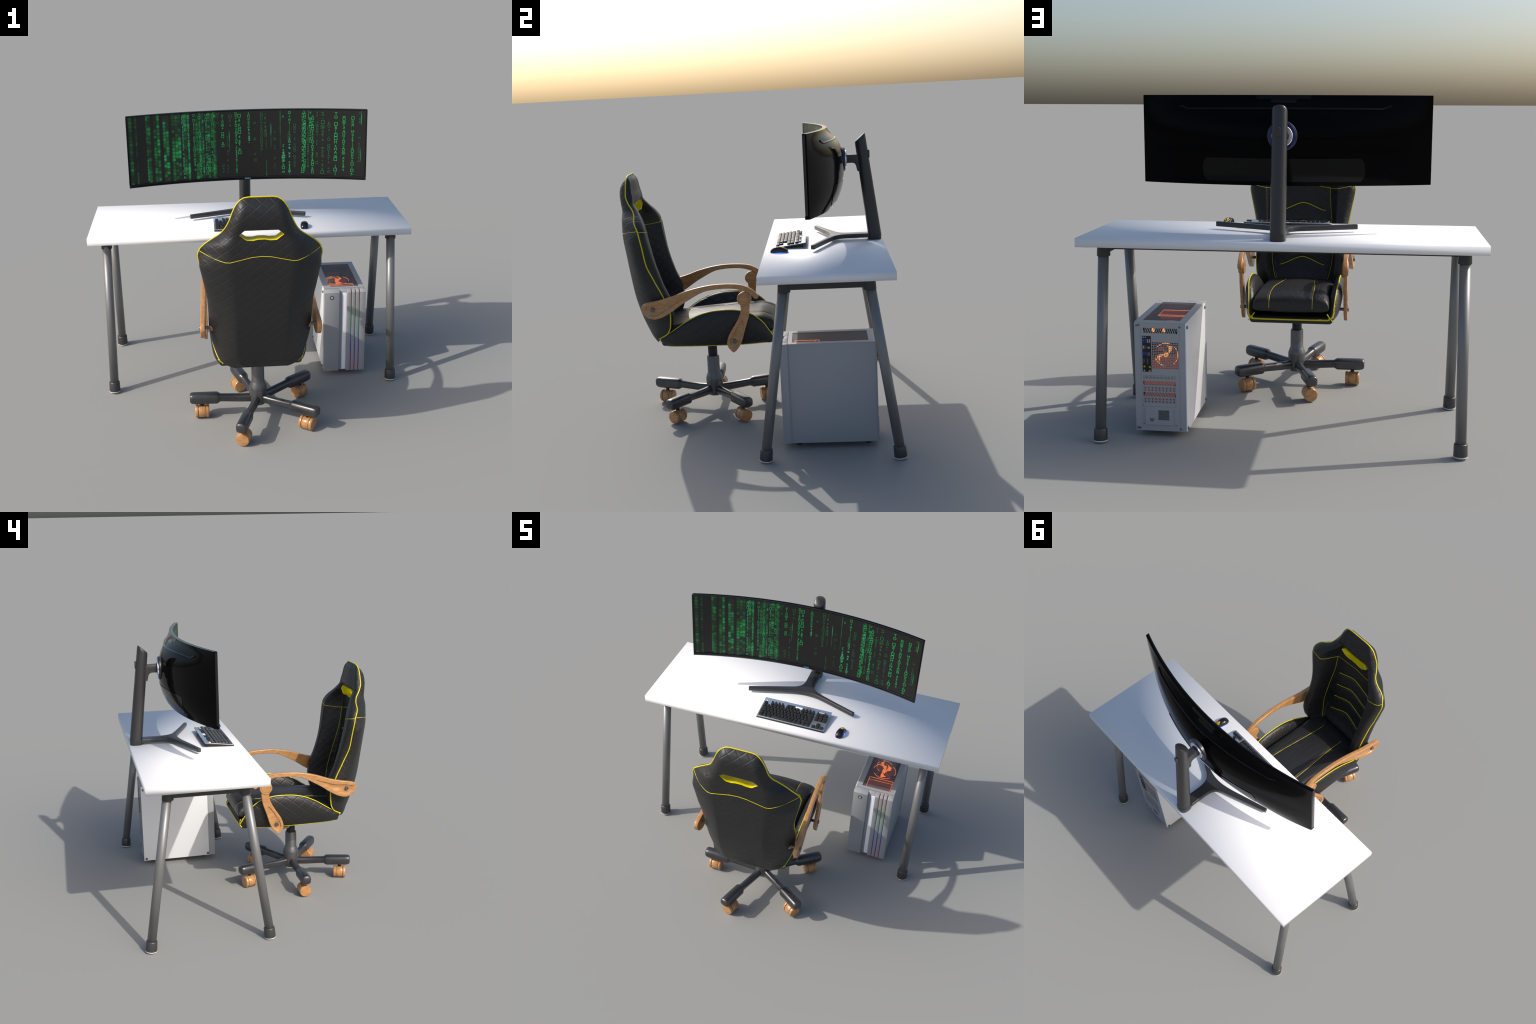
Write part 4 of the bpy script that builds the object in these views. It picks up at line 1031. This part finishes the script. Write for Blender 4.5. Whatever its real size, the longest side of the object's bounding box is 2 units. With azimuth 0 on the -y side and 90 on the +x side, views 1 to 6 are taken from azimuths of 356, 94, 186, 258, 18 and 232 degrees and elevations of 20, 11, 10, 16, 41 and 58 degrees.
for zb, zt in ((0.272, 0.2975), (0.212, 0.2365)):
    perforated("slot_vent", "y", RY - 0.0035, RY - 0.0005, 0.534, 0.693, zb, zt, 19, 1, (0.55, 0.9), -0.4, 4, M["pc_white"], rear)
for zb, zt in ((0.241, 0.2655), (0.179, 0.2075)):
    perforated("slot_cover", "y", RY - 0.003, RY + 0.0008, 0.5295, 0.6975, zb, zt, 9, 2, (0.42, 0.62), 0, 8, M["pc_slot"], rear)
box("slot_cover", (0.5295, RY - 0.003, 0.3088), (0.6975, RY + 0.001, 0.3252), M["pc_slot"], rear, 0.001)
for i in range(8):
    lathe("slot_dimple", (0.545 + i * 0.019, RY + 0.001, 0.317), (0, 1, 0), [(0, 0.003), (0.001, 0.0022)], M["pc_screw"], rear, 10)
io = box("port_panel", (0.6538, RY - 0.003, 0.3438), (0.6988, RY + 0.0015, 0.5318), M["rubber"], rear, 0.0006)
def port(x, z, w, h, mat): box("port", (x - w / 2, RY + 0.001, z - h / 2), (x + w / 2, RY + 0.003, z + h / 2), mat, io, 0.0005)
for x in (0.6915, 0.6815):
    for z in (0.507, 0.440): port(x, z, 0.0065, 0.018, M["port_blue"])
port(0.6705, 0.506, 0.0065, 0.020, M["port_grey"]); port(0.6605, 0.506, 0.0065, 0.020, M["port_grey"])
port(0.6915, 0.473, 0.008, 0.017, M["port_grey"]); port(0.6805, 0.473, 0.005, 0.017, M["port_red"])
port(0.6655, 0.471, 0.012, 0.010, M["port_grey"]); port(0.6660, 0.438, 0.014, 0.016, M["pc_screw"])
port(0.6910, 0.402, 0.0045, 0.022, M["pc_screw"]); port(0.6735, 0.400, 0.005, 0.025, M["pc_screw"])
port(0.6905, 0.351, 0.008, 0.009, M["port_grey"]); port(0.6915, 0.525, 0.007, 0.007, M["port_grey"]); port(0.6815, 0.525, 0.006, 0.007, M["port_grey"])
for x, z in ((0.689, 0.372), (0.661, 0.370), (0.662, 0.349)):
    lathe("audio_jack", (x, RY + 0.001, z), (0, 1, 0), [(0, 0.0048), (0.003, 0.0048), (0.003, 0.0022), (0.001, 0.0022)], M["port_gold"], io, 16)
psu = plate("power_supply", "y", RY - 0.001, RY + 0.005, 0.541, 0.688, 0.064, 0.1595, [(0.565, 0.621, 0.090, 0.143)], M["pc_white"], rear)
perforated("supply_grille", "y", RY + 0.0005, RY + 0.0035, 0.5652, 0.6208, 0.0902, 0.1428, 13, 12, (0.7, 0.7), 0, 8, M["pc_mesh"], psu)
prism("power_socket", [(0.645, 0.086), (0.642, 0.099), (0.667, 0.099), (0.664, 0.086), (0.660, 0.082), (0.649, 0.082)], "y", RY + 0.004, RY + 0.0065, M["pc_mesh"], psu, 0.0008)
for x, z in ((0.6987, 0.167), (0.530, 0.163), (0.530, 0.0615), (0.6987, 0.066)):
    lathe("panel_screw", (x, RY, z), (0, 1, 0), [(0, 0.003), (0.0015, 0.0025)], M["pc_screw"], rear, 12)
for x, z in ((0.7275, 0.585), (0.7165, 0.588), (0.506, 0.581), (0.729, 0.045), (0.719, 0.044), (0.506, 0.043)):
    lathe("panel_screw", (x, RY, z), (0, 1, 0), [(0, 0.0055), (0.0025, 0.0045)], M["pc_screw"], rear, 16)
for x in (0.5055, 0.7055):
    box("panel_fold", (x - 0.0008, RY - 0.001, Z0 + 0.02), (x + 0.0008, RY + 0.0012, Z1 - 0.03), M["pc_white"], rear)

# inside: dark tray, boards and glowing fans
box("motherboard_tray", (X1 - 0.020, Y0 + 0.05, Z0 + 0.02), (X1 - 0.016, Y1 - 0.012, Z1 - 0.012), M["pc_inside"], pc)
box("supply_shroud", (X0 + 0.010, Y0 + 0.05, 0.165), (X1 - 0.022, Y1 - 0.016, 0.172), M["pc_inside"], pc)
box("graphics_card", (X0 + 0.045, Y0 + 0.15, 0.285), (X1 - 0.022, Y1 - 0.016, 0.325), M["orange_dim"], pc, 0.003)
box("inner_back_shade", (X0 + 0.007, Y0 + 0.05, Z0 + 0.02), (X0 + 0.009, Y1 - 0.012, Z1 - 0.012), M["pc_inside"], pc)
def fan(name, c, axis, R, led_mat, blades=7):
    c = Vector(c); d, u, v = frame_of(axis); parts = []
    for a0, a1 in ((0.3, 1.5), (2.2, 3.9), (4.4, 5.6)):          # the lit ring shows only in broken arcs
        parts.append(tube_vf([c + (u * math.cos(a) + v * math.sin(a)) * R for a in [a0 + (a1 - a0) * k / 20 for k in range(21)]], 0.0017, 6))
    parts.append(lathe_vf(c - d * 0.008, d, [(0, R * 0.20), (0.016, R * 0.18)], 28))
    fr = link(name, mesh(name, *merge(parts)), led_mat, pc, 45)
    for b in range(blades):
        V, F = [], []; a0 = 2 * PI * b / blades
        for k in range(9):
            r = R * (0.24 + 0.62 * k / 8); tw = 0.55 * k / 8
            for side_, dd in ((-1, -0.006), (1, 0.006)):
                a = a0 + tw + side_ * (0.20 + 0.06 * k / 8)
                for th in (-0.0008, 0.0008): V.append(c + (u * math.cos(a) + v * math.sin(a)) * r + d * (dd + th))
        for k in range(8):
            q = k * 4
            F += [[q, q + 2, q + 6, q + 4], [q + 1, q + 5, q + 7, q + 3], [q, q + 4, q + 5, q + 1], [q + 2, q + 3, q + 7, q + 6]]
        F += [[0, 1, 3, 2], [32, 34, 35, 33]]
        link("fan_blade", mesh("fan_blade", V, F), led_mat if (b % 3 == 0) else M["orange_dim"], fr, 60)
    return fr
fan("rear_fan", (0.581, RY - 0.022, 0.431), (0, 1, 0), 0.060, M["orange_hot"], 5)
fan("top_fan", (0.607, 0.475, 0.545), (0, 0, 1), 0.078, M["orange"])
rad = box("radiator", (0.535, 0.226, 0.535), (0.690, 0.330, 0.560), M["orange_dim"], pc, 0.002)
ln = []
for y in (0.338, 0.362):
    ln.append(tube_vf([(0.535, y, 0.562), (0.692, y, 0.562)], 0.0016, 6))
ln.append(tube_vf([(0.530, 0.224, 0.562), (0.694, 0.224, 0.562)], 0.0018, 6))
ln.append(tube_vf([(0.530, 0.224, 0.562), (0.530, 0.362, 0.562)], 0.0016, 6)); ln.append(tube_vf([(0.694, 0.224, 0.562), (0.694, 0.362, 0.562)], 0.0016, 6))
link("led_frame", mesh("led_frame", *merge(ln)), M["orange"], rad, 50)
